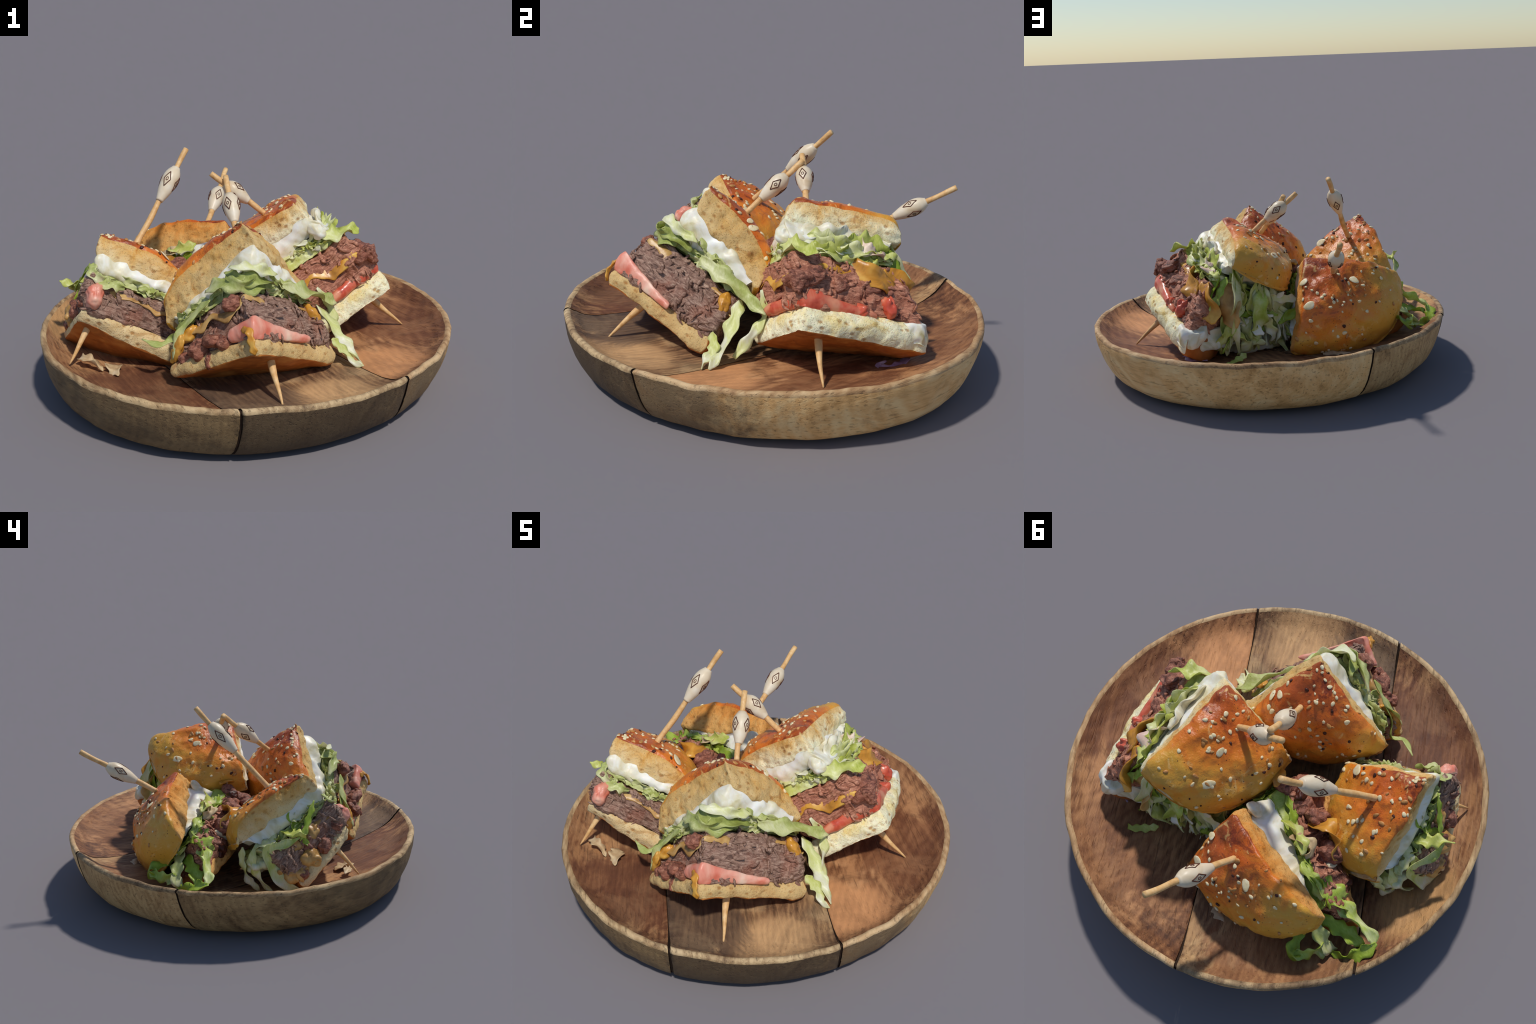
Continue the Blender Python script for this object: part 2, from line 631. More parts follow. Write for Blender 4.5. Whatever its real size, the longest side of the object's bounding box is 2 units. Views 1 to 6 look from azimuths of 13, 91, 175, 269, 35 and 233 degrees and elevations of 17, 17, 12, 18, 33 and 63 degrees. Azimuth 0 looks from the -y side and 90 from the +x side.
def wood_material(name, dark, mid, light, grain_angle, pale=(206, 176, 128), pale_amt=0.3, blotch=0.5, blotch_col=(70, 48, 34), speck=0.4, seed=0.0, dark_stretch=None, patch=()):
    """acacia: fine streaks along the plank, slow figure, dark blotches, worn pale patches, pores"""
    m = Mat(name, 0.62, 0.3)
    g = m.mapped((1, 1, 1), rot=(0, 0, -grain_angle), loc=(seed, 1.3 * seed, 0))
    fig = m.noise(1.9, 6, 0.62, 3.6, vec=m.mapped((0.75, 1.9, 1.9), src=g))
    ring = m.node("ShaderNodeTexWave", wave_type="RINGS", rings_direction="Z", wave_profile="SIN")
    m.link(m.mapped((0.35, 1.1, 0.4), src=g, loc=(0.9, 0.4, 0)), ring.inputs["Vector"])
    ring.inputs["Scale"].default_value, ring.inputs["Distortion"].default_value = 11.0, 5.0
    ring.inputs["Detail"].default_value, ring.inputs["Detail Scale"].default_value = 4.0, 0.8
    fine = m.noise(44, 6, 0.7, 0.3, vec=m.mapped((0.11, 1.6, 1.6), src=g))
    t = m.math("ADD", m.math("MULTIPLY", fig, 0.74), m.math("MULTIPLY", ring.outputs["Fac"], 0.07))
    t = m.math("ADD", t, m.math("MULTIPLY", fine, 0.30))
    t = m.math("ADD", t, m.math("MULTIPLY", m.math("SUBTRACT", m.noise(1.5, 3, 0.5, 0.6, vec=m.mapped(loc=(seed, 4, 2))), 0.5), 0.45))
    c = m.ramp(t, [(0.36, srgb(*dark)), (0.52, srgb(*mid)), (0.68, srgb(*light))])
    pl = m.mask(m.noise(2.6, 5, 0.65, 1.2, vec=m.mapped(loc=(5 + seed, 2, 1))), 0.5, 0.66)
    c = m.mix(m.math("MULTIPLY", pl, pale_amt), c, srgb(*pale))
    bl = m.mask(m.noise(3.2, 6, 0.7, 1.5, vec=m.mapped(loc=(1, 8 + seed, 3))), 0.52, 0.7)
    c = m.mix(m.math("MULTIPLY", bl, blotch), c, srgb(*blotch_col))
    pores = m.mask(m.noise(44, 2, 0.5, 0.1, vec=m.mapped((0.12, 2.0, 2.0), src=g)), 0.58, 0.7)
    c = m.mix(m.math("MULTIPLY", pores, speck), c, srgb(*[int(x * 0.55) for x in dark]))
    grit = m.mask(m.noise(85, 3, 0.6), 0.58, 0.72)
    c = m.mix(m.math("MULTIPLY", grit, 0.3), c, srgb(*light))
    for at, size, col, amt in patch:          # broad patches of darker and lighter tone, ragged along the grain
        d = m.math("ADD", m.math("DIVIDE", m.dist(at), size), m.math("MULTIPLY", m.math("SUBTRACT", fig, 0.5), 1.6))
        c = m.mix(m.math("MULTIPLY", m.mask(d, 1.15, 0.75), amt), c, m.mix(t, srgb(*[int(q * 0.72) for q in col]), srgb(*[min(255, int(q * 1.25)) for q in col])))
    if dark_stretch:
        at, span, col, amt = dark_stretch          # darker, greyer stretch towards the plate's front, ragged border
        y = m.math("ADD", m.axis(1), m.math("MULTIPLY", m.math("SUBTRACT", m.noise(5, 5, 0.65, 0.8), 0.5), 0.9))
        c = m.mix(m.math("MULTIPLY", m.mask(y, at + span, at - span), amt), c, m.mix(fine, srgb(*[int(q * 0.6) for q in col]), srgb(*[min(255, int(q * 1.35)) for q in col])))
    h = m.math("SUBTRACT", m.math("ADD", fine, m.math("MULTIPLY", m.noise(60, 3), 0.4)), m.math("MULTIPLY", pores, 0.8))
    return m.done(c, m.bump(h, 0.45, 0.007))


GRAIN = math.atan2(0.75, -0.66)          # planks run this way

MAYO = plain("mayonnaise", [(0.28, (190, 176, 118)), (0.42, (226, 216, 182)), (0.55, (242, 238, 222)), (0.75, (248, 247, 242))], 8, 0.42, 0.4, 0.35, 26, sss=0.12, dist=1.0)
CHEESE = plain("melted_cheese", [(0.3, (150, 100, 36)), (0.48, (206, 142, 48)), (0.7, (232, 184, 88))], 10, 0.35, 0.45, 0.25, 30, sss=0.1)
CHEESE_TAN = plain("melted_cheese_tan", [(0.3, (140, 98, 50)), (0.48, (190, 144, 80)), (0.7, (220, 184, 120))], 10, 0.38, 0.45, 0.25, 30, sss=0.1)
TOMATO = plain("tomato_flesh", [(0.3, (212, 96, 70)), (0.45, (226, 134, 110)), (0.6, (236, 170, 146)), (0.75, (240, 206, 180))], 8, 0.42, 0.5, 0.25, 34, sss=0.12)
TOMATO_RED = plain("tomato_red", [(0.3, (180, 60, 40)), (0.48, (210, 92, 66)), (0.7, (228, 150, 114))], 11, 0.28, 0.5, 0.25, 34, sss=0.12)
BACON = beef_material("bacon_chunk", (176, 116, 92), (134, 80, 62), (66, 36, 28), (222, 174, 140))
LEAF = leaf_material("iceberg_leaf", [(0.3, (146, 156, 72)), (0.44, (190, 198, 112)), (0.55, (220, 221, 158)), (0.67, (242, 238, 206))])
LEAF_PALE = leaf_material("pale_leaf", [(0.3, (178, 190, 66)), (0.43, (212, 217, 114)), (0.55, (233, 233, 168)), (0.68, (248, 246, 224))])  # ramp brightened to hold the scan's light on the back lettuce
LEAF_GREEN = leaf_material("green_leaf", [(0.3, (126, 150, 36)), (0.44, (168, 192, 64)), (0.56, (202, 216, 106)), (0.7, (236, 238, 184))])
ONION = plain("onion_skin", [(0.3, (168, 134, 96)), (0.55, (206, 180, 138)), (0.75, (226, 206, 172))], 14, 0.5, 0.35, 0.3, 60)
RED_ONION = plain("red_onion", [(0.3, (120, 84, 110)), (0.55, (176, 146, 166)), (0.75, (214, 196, 206))], 14, 0.4, 0.4, 0.3, 60)
PINK_ONION = plain("pink_onion", [(0.3, (214, 168, 160)), (0.5, (236, 214, 190)), (0.75, (246, 238, 214))], 9, 0.4, 0.4, 0.3, 60)
SEED = plain("sesame_cream", [(0.3, (222, 196, 140)), (0.55, (240, 226, 186)), (0.75, (248, 242, 222))], 30, 0.45, 0.4, 0.15, 80)
SEED_TOAST = plain("sesame_toasted", [(0.3, (150, 84, 42)), (0.55, (206, 152, 86)), (0.75, (234, 198, 130))], 30, 0.45, 0.4, 0.15, 80)
CHAR = plain("burnt_crumb", [(0.3, (44, 22, 16)), (0.6, (86, 38, 22)), (0.8, (120, 60, 34))], 40, 0.5, 0.4, 0.3, 90)
PICK = plain("bamboo", [(0.3, (206, 154, 92)), (0.52, (228, 182, 122)), (0.75, (240, 208, 156))], 26, 0.5, 0.35, 0.2, 90)
BEAD = plain("painted_bead", [(0.3, (206, 178, 138)), (0.5, (228, 210, 180)), (0.75, (238, 228, 208))], 9, 0.4, 0.4, 0.1, 60)
INK = plain("burnt_mark", [(0.3, (70, 34, 22)), (0.7, (104, 58, 38))], 30, 0.6, 0.3, 0.1, 60)


# ------------------------------------------------------------------ plate
RIM_ANG = [0, 45, 75, 100, 135, 180, 225, 270, 315]
RIM_RAD = [.99, .978, .98, 1.0, 1.008, .996, .992, .992, .992]
RIM_HGT = [.284, .296, .300, .312, .318, .303, .288, .275, .266]
JOINT_N = unit(V(0.75, 0.66, 0))         # across the planks
JOINTS = (0.255, -0.488)


def plate_shape():
    ang = np.arange(0, 360, 1.0)
    per = lambda a: np.interp(ang, RIM_ANG + [360], a + [a[0]])
    ker = np.ones(13) / 13
    soft = lambda a: np.convolve(np.concatenate([a[-6:], a, a[:6]]), ker, "valid")
    R, H = soft(per(RIM_RAD)), soft(per(RIM_HGT))
    th = np.radians(ang)
    R = R + 0.008 * fbm(np.stack([np.cos(th), np.sin(th), 0 * th], 1), 6, 3, 3)
    H = H + 0.010 * fbm(np.stack([np.cos(th), np.sin(th), 0 * th], 1), 7, 3, 8)
    foot = 0.715 + 0.06 * np.cos(th - math.radians(62)) ** 2
    tilt = 0.013 + 0.008 * np.cos(th - math.radians(120))   # the underside is not level
    rings = []                              # (radius, height) arrays, tag
    for f in (0.0, 0.25, 0.5, 0.75, 0.9):
        rings.append((R * foot * f, 0.013 + (tilt - 0.013) * f * 0.7, 0))
    for t in (0.0, 0.004, 0.015, 0.04, 0.08, 0.14, 0.22, 0.32, 0.44, 0.56, 0.68, 0.78, 0.86, 0.92):
        f = foot + (1 - foot) * max(t, 1e-9) ** 0.217 if t else foot
        belly = 0.010 * np.clip(np.cos(th - math.radians(60)), 0, 1) * min(1, 4 * (1 - t)) * min(1, 6 * t) + 0.013 * np.clip(np.cos(th - math.radians(245)) * 1.6 - 0.4, 0, 1) * min(1, 3 * (1 - t)) * min(1, 8 * t)
        rings.append((R * f + belly, tilt + (H - tilt) * t, 0))
    rings += [(R * 0.999, H * 0.965, 1), (R * 0.993, H * 0.99, 1), (R - 0.014, H * 1.0, 1), (R - 0.022, H * 0.995, 1), (R - 0.03, H * 0.975, 1)]
    inner = [(0.95, 0.93), (0.93, 0.865), (0.905, 0.81), (0.87, 0.765), (0.82, 0.715), (0.76, 0.68), (0.69, 0.65), (0.6, 0.625), (0.5, 0.605), (0.38, 0.59), (0.25, 0.58), (0.12, 0.575), (0.0, 0.575)]
    k = [p[0] for p in inner]
    for f in np.concatenate([np.linspace(0.955, 0.8, 14), np.linspace(0.77, 0.1, 20), [0.0]]):
        z = np.interp(f, k[::-1], [p[1] for p in inner][::-1])
        fade = np.clip((f - 0.5) / 0.45, 0, 1)
        rings.append((R * f, (H * fade + 0.293 * (1 - fade)) * z + 0.012 * f * np.clip(np.sin(th), 0, 1) * (1 - fade ** 3), 2))
    s = Shape()
    P = np.stack([np.stack([r * np.cos(th), r * np.sin(th), h + 0 * th], 1) for r, h, _ in rings])
    for i in range(len(rings) - 1):
        s.grid(P[i : i + 2], max(rings[i][2], 0) if rings[i][2] == rings[i + 1][2] else rings[i + 1][2], wrap=True)
    s.weld().orient()
    v = s.verts
    out = s.tag_verts(0)
    s.push(np.where(out, 0.006 * fbm(v, 4, 3, 21), 0.0022 * fbm(v, 9, 3, 22)))
    v = s.verts
    v[:, 2] -= v[:, 2].min()
    s.v = [v]
    return s


def make_plate():
    plate = root("wooden_plate", (0, 0, 0), "round shallow acacia wood plate of three joined planks", "plate")
    s = plate_shape()
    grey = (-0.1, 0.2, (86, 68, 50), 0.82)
    mats = {
        0: [wood_material("plank_right_side", (194, 144, 86), (236, 184, 120), (248, 208, 148), GRAIN, (238, 204, 152), 0.5, 0.35, (138, 98, 62), dark_stretch=grey),
            wood_material("plank_right_rim", (130, 92, 60), (184, 144, 100), (214, 180, 134), GRAIN, (222, 192, 150), 0.5, 0.5),
            wood_material("plank_right_top", (80, 48, 32), (128, 84, 54), (184, 132, 88), GRAIN, (212, 160, 112), 0.5, 0.6, (80, 48, 32), seed=0.6, patch=[((.66, -.28, .2), .24, (206, 146, 98), .75), ((.80, .30, .2), .34, (112, 68, 44), .6), ((.2, .84, .2), .3, (120, 76, 48), .5)])],
        1: [wood_material("plank_middle_side", (140, 106, 68), (184, 144, 96), (212, 174, 122), GRAIN, (200, 166, 118), 0.4, 0.4, (96, 74, 52), seed=2, dark_stretch=(-0.3, 0.35, (62, 50, 38), 0.9)),
            wood_material("plank_middle_rim", (104, 80, 58), (160, 130, 94), (206, 176, 132), GRAIN, (216, 188, 146), 0.5, 0.6, (80, 60, 44)),
            wood_material("plank_middle_top", (82, 58, 42), (128, 94, 66), (182, 142, 98), GRAIN, (216, 180, 132), 0.5, 0.6, (78, 58, 46), seed=3, patch=[((.52, -.62, .2), .2, (208, 162, 114), .65), ((.16, -.74, .2), .26, (92, 74, 60), .7), ((-.70, .62, .2), .3, (150, 98, 62), .5)])],
        2: [wood_material("plank_left_side", (108, 82, 54), (148, 116, 78), (180, 146, 100), GRAIN, (192, 160, 112), 0.4, 0.4, (88, 68, 48), seed=4, dark_stretch=(-0.35, 0.35, (82, 68, 48), 0.6)),
            wood_material("plank_left_rim", (112, 84, 58), (168, 134, 94), (208, 176, 130), GRAIN, (218, 188, 144), 0.5, 0.5),
            wood_material("plank_left_top", (78, 48, 33), (122, 80, 53), (174, 126, 84), GRAIN, (208, 164, 116), 0.4, 0.6, (80, 52, 38), seed=5, patch=[((-.3, -.72, .2), .36, (106, 66, 46), .65), ((-.90, -.12, .2), .22, (196, 152, 100), .6)])],
    }
    me = to_mesh("plate_body", s, [], Matrix.Identity(4))
    tags = s.tag
    gap = 0.0022
    cuts = [(JOINTS[0] + gap, None), (JOINTS[1] + gap, JOINTS[0] - gap), (None, JOINTS[1] - gap)]
    for i, (lo, hi) in enumerate(cuts):
        bm = bmesh.new()
        bm.from_mesh(me)
        bm.faces.ensure_lookup_table()
        for f, t in zip(bm.faces, tags):
            f.material_index = t
        for d, sign in ((lo, -1), (hi, 1)):
            if d is None:
                continue
            n = Vector(JOINT_N) * sign
            r = bmesh.ops.bisect_plane(bm, geom=bm.verts[:] + bm.edges[:] + bm.faces[:], plane_co=Vector(JOINT_N) * d, plane_no=n, clear_outer=True)
            edges = [e for e in r["geom_cut"] if isinstance(e, bmesh.types.BMEdge)]
            fill = bmesh.ops.triangle_fill(bm, edges=edges, use_beauty=True)
            for f in fill["geom"]:
                if isinstance(f, bmesh.types.BMFace):
                    f.material_index = 3
        bmesh.ops.recalc_face_normals(bm, faces=bm.faces[:])
        for v in bm.verts:            # the joints gape at the rim
            d = v.co.dot(Vector(JOINT_N))
            r = math.hypot(v.co.x, v.co.y)
            for k in (lo, hi):
                if k is not None and abs(d - k) < 1e-4:
                    v.co += Vector(JOINT_N) * (0.004 * min(1, max(0, (r - 0.8) / 0.12)) * (1 if k is lo else -1))
        pm = bpy.data.meshes.new("plank")
        bm.to_mesh(pm)
        bm.free()
        for m in mats[i] + [JOINT]:
            pm.materials.append(m)
        sm = [p.material_index != 3 for p in pm.polygons]
        pm.polygons.foreach_set("use_smooth", sm)
        pm.update()
        place("plank", pm, Matrix.Identity(4), plate)
    # dark glue line, just below the surface, closing each joint
    inner = plate_shape().push(np.full(len(s.verts), -0.006))
    me2 = to_mesh("glue_line", inner, [], Matrix.Identity(4))
    for d in JOINTS:
        bm = bmesh.new()
        bm.from_mesh(me2)
        for off, sign in ((-0.005, -1), (0.005, 1)):
            r = bmesh.ops.bisect_plane(bm, geom=bm.verts[:] + bm.edges[:] + bm.faces[:], plane_co=Vector(JOINT_N) * (d + off), plane_no=Vector(JOINT_N) * sign, clear_outer=True)
            bmesh.ops.triangle_fill(bm, edges=[e for e in r["geom_cut"] if isinstance(e, bmesh.types.BMEdge)], use_beauty=True)
        gm = bpy.data.meshes.new("glue_line")
        bm.to_mesh(gm)
        bm.free()
        gm.materials.append(JOINT)
        place("glue_line", gm, Matrix.Identity(4), plate)
    bpy.data.meshes.remove(me)
    bpy.data.meshes.remove(me2)
    return plate


JOINT = plain("joint_face", [(0.3, (34, 24, 18)), (0.7, (62, 44, 32))], 10, 0.8, 0.2)


# ------------------------------------------------------------------ picks
def make_pick(parent, foot, out_at, in_at, tip, bead_lo, bead_hi, spin, bend=0.0):
    """foot: sharp end on the plate; tip: blunt upper end; bead between two fractions of the upper part"""
    foot, out_at, in_at, tip = map(lambda p: V(*p), (foot, out_at, in_at, tip))
    ax = unit(tip - in_at)
    mid = (out_at + in_at) / 2
    path = catmull([foot, out_at, mid, in_at, tip], 60)
    s = np.linspace(0, 1, 60)
    rad = np.interp(s, [0, 0.05, 0.14, 0.9, 1], [0.0035, 0.008, 0.0165, 0.0135, 0.0135])
    rad = rad * (1 + 0.06 * np.sin(s * 40 + spin))
    wob = 0.002 * np.stack([np.sin(s * 31 + spin), np.cos(s * 27 + spin), 0 * s], 1)
    sh = Shape()
    tube(sh, path + wob, rad, 12)
    pick = build("cocktail_pick", sh, [PICK], parent)
    # bead
    L = np.linalg.norm(tip - in_at)
    a, b = in_at + ax * L * bead_lo, in_at + ax * L * bead_hi
    side = unit(np.cross(ax, V(0.2, 0.3, 0.9)))
    u = np.linspace(0, 1, 30)
    prof = np.interp(u, [0, 0.04, 0.1, 0.3, 0.55, 0.72, 0.88, 0.96, 1], [0.016, 0.02, 0.023, 0.034, 0.0415, 0.042, 0.034, 0.024, 0.017])
    prof = np.convolve(np.pad(prof, 2, mode="edge"), np.ones(5) / 5, "valid")
    pts = a + (b - a) * u[:, None]
    sh = Shape()
    tube(sh, pts, prof, 24, side=side)
    bead = build("bead", sh, [BEAD], pick)
    # burnt-in diamonds with a ring, four round the bead
    c1 = unit(np.cross(ax, side)); c2 = np.cross(ax, c1)
    sh = Shape()

    def on(uu, ang):
        r = np.interp(uu, u, prof) + 0.0006
        return a + (b - a) * np.asarray(uu)[:, None] + r[:, None] * (np.cos(ang)[:, None] * c1 + np.sin(ang)[:, None] * c2)

    for k in range(4):
        o = spin + k * math.pi / 2
        du, da = 0.21, 0.42
        t = np.linspace(0, 1, 41)
        q = t * 4
        uu = 0.56 + du * np.interp(q, [0, 1, 2, 3, 4], [1, 0, -1, 0, 1])
        an = o + da * np.interp(q, [0, 1, 2, 3, 4], [0, 1, 0, -1, 0])
        tube(sh, on(uu, an), 0.0023, 5)
        t = np.linspace(0, 2 * math.pi, 17)
        tube(sh, on(0.56 + 0.045 * np.cos(t), o + 0.13 * np.sin(t)), 0.0016, 5)
    build("burnt_diamond", sh, [INK], bead)
    return pick


# ------------------------------------------------------------------ seeds
def seed_meshes():
    out = []
    for k, (mat, size) in enumerate([(SEED, (0.012, 0.0085, 0.0045)), (SEED, (0.0105, 0.0075, 0.0045)), (SEED_TOAST, (0.013, 0.008, 0.005)), (CHAR, (0.009, 0.007, 0.0045)), (SEED, (0.03, 0.02, 0.004))]):
        s = Shape()
        blob(s, (0, 0, 0), size, seed=50 + k, rough=0.22, freq=1.2, detail=(9, 12))
        v = s.verts
        v[:, 1] *= 1 - 0.25 * v[:, 0] / size[0]
        out.append(to_mesh("sesame_seed" if k != 3 else "burnt_crumb", s, [mat], Matrix.Identity(4)))
    return out


SEEDS = seed_meshes()


def scatter_seeds(parent, shape, tags, apex, reach, count, flakes=2):
    c, n, w = shape.spots(tags)
    d = np.linalg.norm(c - apex, axis=1)
    clump = np.exp(3.0 * fbm(c, 9, 2, 5))
    w = w * np.clip(1.25 - d / reach, 0.02, 1) ** 1.2 * clump
    pick = rng.choice(len(c), size=count, replace=False, p=w / w.sum())
    for j, i in enumerate(pick):
        kind = rng.choice(4, p=[0.28, 0.27, 0.27, 0.18])
        if j < flakes:
            kind = 4
        z = n[i]
        x = rng.normal(size=3)
        M = frame_at(c[i] + z * 0.0015, z + 0.15 * rng.normal(size=3), x)
        k = rng.uniform(0.6, 1.25)
        M = M @ Matrix.Diagonal((k, k * rng.uniform(0.85, 1.1), k, 1))
        place("burnt_crumb" if kind == 3 else ("oat_flake" if kind == 4 else "sesame_seed"), SEEDS[kind], M, parent)


# ------------------------------------------------------------------ sandwich parts
def bun_top(parent, lv, H, seed, seeds, flakes, cream, dirs=None, toast=(214, 160, 84), corner=0.74, edge=(0.8, 0.11), dome_pow=(6.0, 0.52)):
    n = lv.normal()
    s = wedge(lv, lv.shifted(n * 0.012), 0.0095, dome=H, dome_dir=dirs, corner=corner, edge=edge, dome_pow=dome_pow, side_bulge=0.012, cut_bulge=0.008)
    s.smooth(2)
    v = s.verts
    cut = s.tag_verts(CUT)
    s.push(0.024 * fbm(v, 5, 2, seed) + 0.014 * fbm(v, 13, 3, seed + 4) - np.where(cut, 0.014 * np.maximum(0, fbm(v, 24, 2, seed + 8)), 0))
    s.smooth(1, 0.3)
    F = frame_at(lv.C, n, lv.R - lv.C)
    apex = np.array(F.inverted() @ Vector(lv.C + n * H * 0.7))
    reach = 0.95 * max(np.linalg.norm(lv.L - lv.C), np.linalg.norm(lv.R - lv.C))
    crust = crust_material("bun_crust", tuple(apex), reach)
    crumb = crumb_material("bun_crumb", H * 1.0, cream, toast)
    o = build("top_bun", s, [crust, crumb], parent, F, {TOP: 0, SIDE: 0, CUT: 1, BOTTOM: 1})
    scatter_seeds(o, s, (TOP,), lv.C + n * H * 0.7, reach, seeds, flakes)
    return o


def bun_bottom(parent, lo, hi, seed, cream, toast=(206, 158, 96), bow=(0.0, 0.0)):
    s = wedge(lo, hi, 0.0095, side_bulge=0.018, cut_bulge=0.012, belly=0.008, bow=bow)
    s.smooth(3)
    v = s.verts
    cut = s.tag_verts(CUT)
    s.push(0.018 * fbm(v, 4.5, 3, seed) + 0.005 * fbm(v, 20, 3, seed + 3) - np.where(cut, 0.008 * np.maximum(0, fbm(v, 38, 2, seed + 7)), 0) + np.where(cut, 0.008 * fbm(v, 13, 3, seed + 9), 0))
    F = frame_at(lo.C, lo.normal(), lo.R - lo.C)
    crust = BASE_CRUST
    crumb = crumb_material("base_crumb", 0.35, cream, toast)
    return build("bottom_bun", s, [crust, crumb], parent, F, {BOTTOM: 0, SIDE: 0, CUT: 1, TOP: 1})


def _base_crust():
    m = Mat("base_crust", 0.5, 0.35)
    c = m.ramp(m.noise(7, 5, 0.6, 0.5), [(0.3, srgb(150, 82, 34)), (0.5, srgb(190, 112, 48)), (0.72, srgb(216, 150, 76))])
    return m.done(c, m.bump(m.noise(50, 4), 0.3, 0.006))


BASE_CRUST = _base_crust()


def beef(parent, lo, hi, seed, mat, strands=200, lumps=12, bow=(0.0, 0.0)):
    s = wedge(lo.grown(0.985, -0.004), hi.grown(1.0, 0.006), 0.0085, side_bulge=0.0, cut_bulge=0.012, bow=bow)
    s.smooth(2)
    v = s.verts
    s.push(0.034 * fbm(v, 6, 2, seed) + 0.015 * ridged(v, 15, 3, seed + 2))
    v = s.verts
    s.push(0.007 * ridged(v, 46, 2, seed + 6) - 0.004 - 0.05 * np.clip(fbm(v, 17, 2, seed + 8) - 0.28, 0, 0.5))
    F = frame_at(lo.C, lo.normal(), lo.R - lo.C)
    o = build("beef_filling", s, [mat], parent, F)
    c, n, w = s.spots((CUT, SIDE))
    cc, _, ww = s.spots((CUT,))
    w = w * np.where(np.isin(np.arange(len(c)), np.arange(len(c))), 1, 1)
    up = lo.normal()
    st = Shape()
    for k in range(strands):
        i = rng.choice(len(c), p=w)
        t = unit(np.cross(n[i], rng.normal(size=3)))
        t = unit(t + up * rng.normal() * 0.6 - n[i] * np.dot(t, n[i]))
        ln = rng.uniform(0.03, 0.085)
        b = np.cross(n[i], t)
        cur = rng.normal() * 0.35 * ln
        ctrl = [c[i] - t * ln * 0.5 - n[i] * 0.007, c[i] + b * cur * 0.6 + n[i] * rng.uniform(-0.003, 0.006), c[i] + t * ln * 0.5 + b * cur * 0.3 - n[i] * rng.uniform(-0.004, 0.006)]
        path = catmull(ctrl, 9)
        r = rng.uniform(0.004, 0.011)
        rad = r * np.interp(np.linspace(0, 1, 9), [0, 0.25, 0.75, 1], [0.45, 1, 1, 0.4]) * (1 + 0.2 * rng.normal(size=9)).clip(0.6, 1.4)
        tube(st, path, rad, 6, squash=rng.uniform(0.35, 0.7), side=n[i])
    build("beef_shred", st, [mat], o, F, stuff=True)
    lm = Shape()
    for k in range(lumps):
        i = rng.choice(len(c), p=w)
        z = rng.uniform(0.012, 0.021)
        blob(lm, c[i] - n[i] * z * 0.25, (z, z * rng.uniform(0.6, 1.0), z * rng.uniform(0.6, 0.9)), rand_axes(), seed=seed + k, rough=0.55, freq=1.8)
    build("beef_lump", lm, [mat], o, F, stuff=True)
    return o, s


def cheese(parent, lv, seed, thick=0.016, grow=1.05, drip=0.05, mat=None):
    """a melted slice lying on the meat; its edge sags unevenly over it"""
    s = wedge(lv.grown(grow), lv.grown(grow, thick), 0.012)
    n = lv.normal()
    v = s.verts
    m = (lv.C + lv.L + lv.R) / 3
    e = s.tag_verts(CUT) | s.tag_verts(SIDE)
    # sag grows towards the edges
    _, first = None, None
    a, b = lv.L - lv.C, lv.R - lv.C
    A = np.stack([a, b, n], 1)
    q = np.linalg.solve(A, (v - lv.C).T).T
    edge = np.minimum.reduce([q[:, 0], q[:, 1], 1.0 - np.hypot(q[:, 0].clip(0), q[:, 1].clip(0))])
    sag = np.clip(1 - edge / 0.14, 0, 1.3) ** 1.5
    amt = drip * (0.45 + 1.3 * np.clip(fbm(v, 7, 3, seed) + 0.25, 0, 1))
    v = v - n * (sag * amt)[:, None] + 0.004 * np.stack([fbm(v, 14, 2, seed + k) for k in range(3)], 1)
    s.v = [v]
    s.smooth(2)
    F = frame_at(lv.C, n, lv.R - lv.C)
    return build("cheese_slice", s, [mat or CHEESE], parent, F)


def sauce(parent, lo, hi, seed, amp=0.03, ends=0.7):
    """thick mayonnaise squeezed between leaf and bread: bulges at the cut corner, ragged and drawn back elsewhere"""
    s = wedge(sub_level(lo, 0.95), sub_level(hi, 0.97), 0.009, side_bulge=0.0, cut_bulge=0.018)
    s.smooth(4)
    v = s.verts
    n = hi.normal()
    d = np.linalg.norm(v - (lo.C + hi.C) / 2, axis=1)
    far = np.clip((d - 0.12) / 0.35, 0, 1)
    s.push(amp * (fbm(v, 8, 3, seed) - 0.12 - ends * far) + 0.3 * amp * fbm(v, 24, 2, seed + 3))
    v = s.verts
    drip = np.clip(fbm(v - n * (v @ n)[:, None], 9, 3, seed + 5), 0, 1)
    low = np.clip(((hi.C - v) @ n) / (np.linalg.norm(hi.C - lo.C) + 1e-6), 0, 1)
    s.v = [v - n * (0.08 * drip * low)[:, None]]
    s.smooth(4)
    return build("mayonnaise", s, [MAYO], parent, frame_at(lo.C, lo.normal(), lo.R - lo.C))


def leaf_bed(parent, lo, hi, seed, mat):
    s = wedge(lo, hi, 0.011, cut_bulge=0.0, side_bulge=0.01)
    s.smooth(1)
    v = s.verts
    n = lo.normal()
    q = v + 2.0 * n * (v @ n)[:, None]
    s.push(0.018 * ridged(q, 16, 2, seed) - 0.016)
    return build("lettuce_bed", s, [mat], parent, frame_at(lo.C, n, lo.R - lo.C))


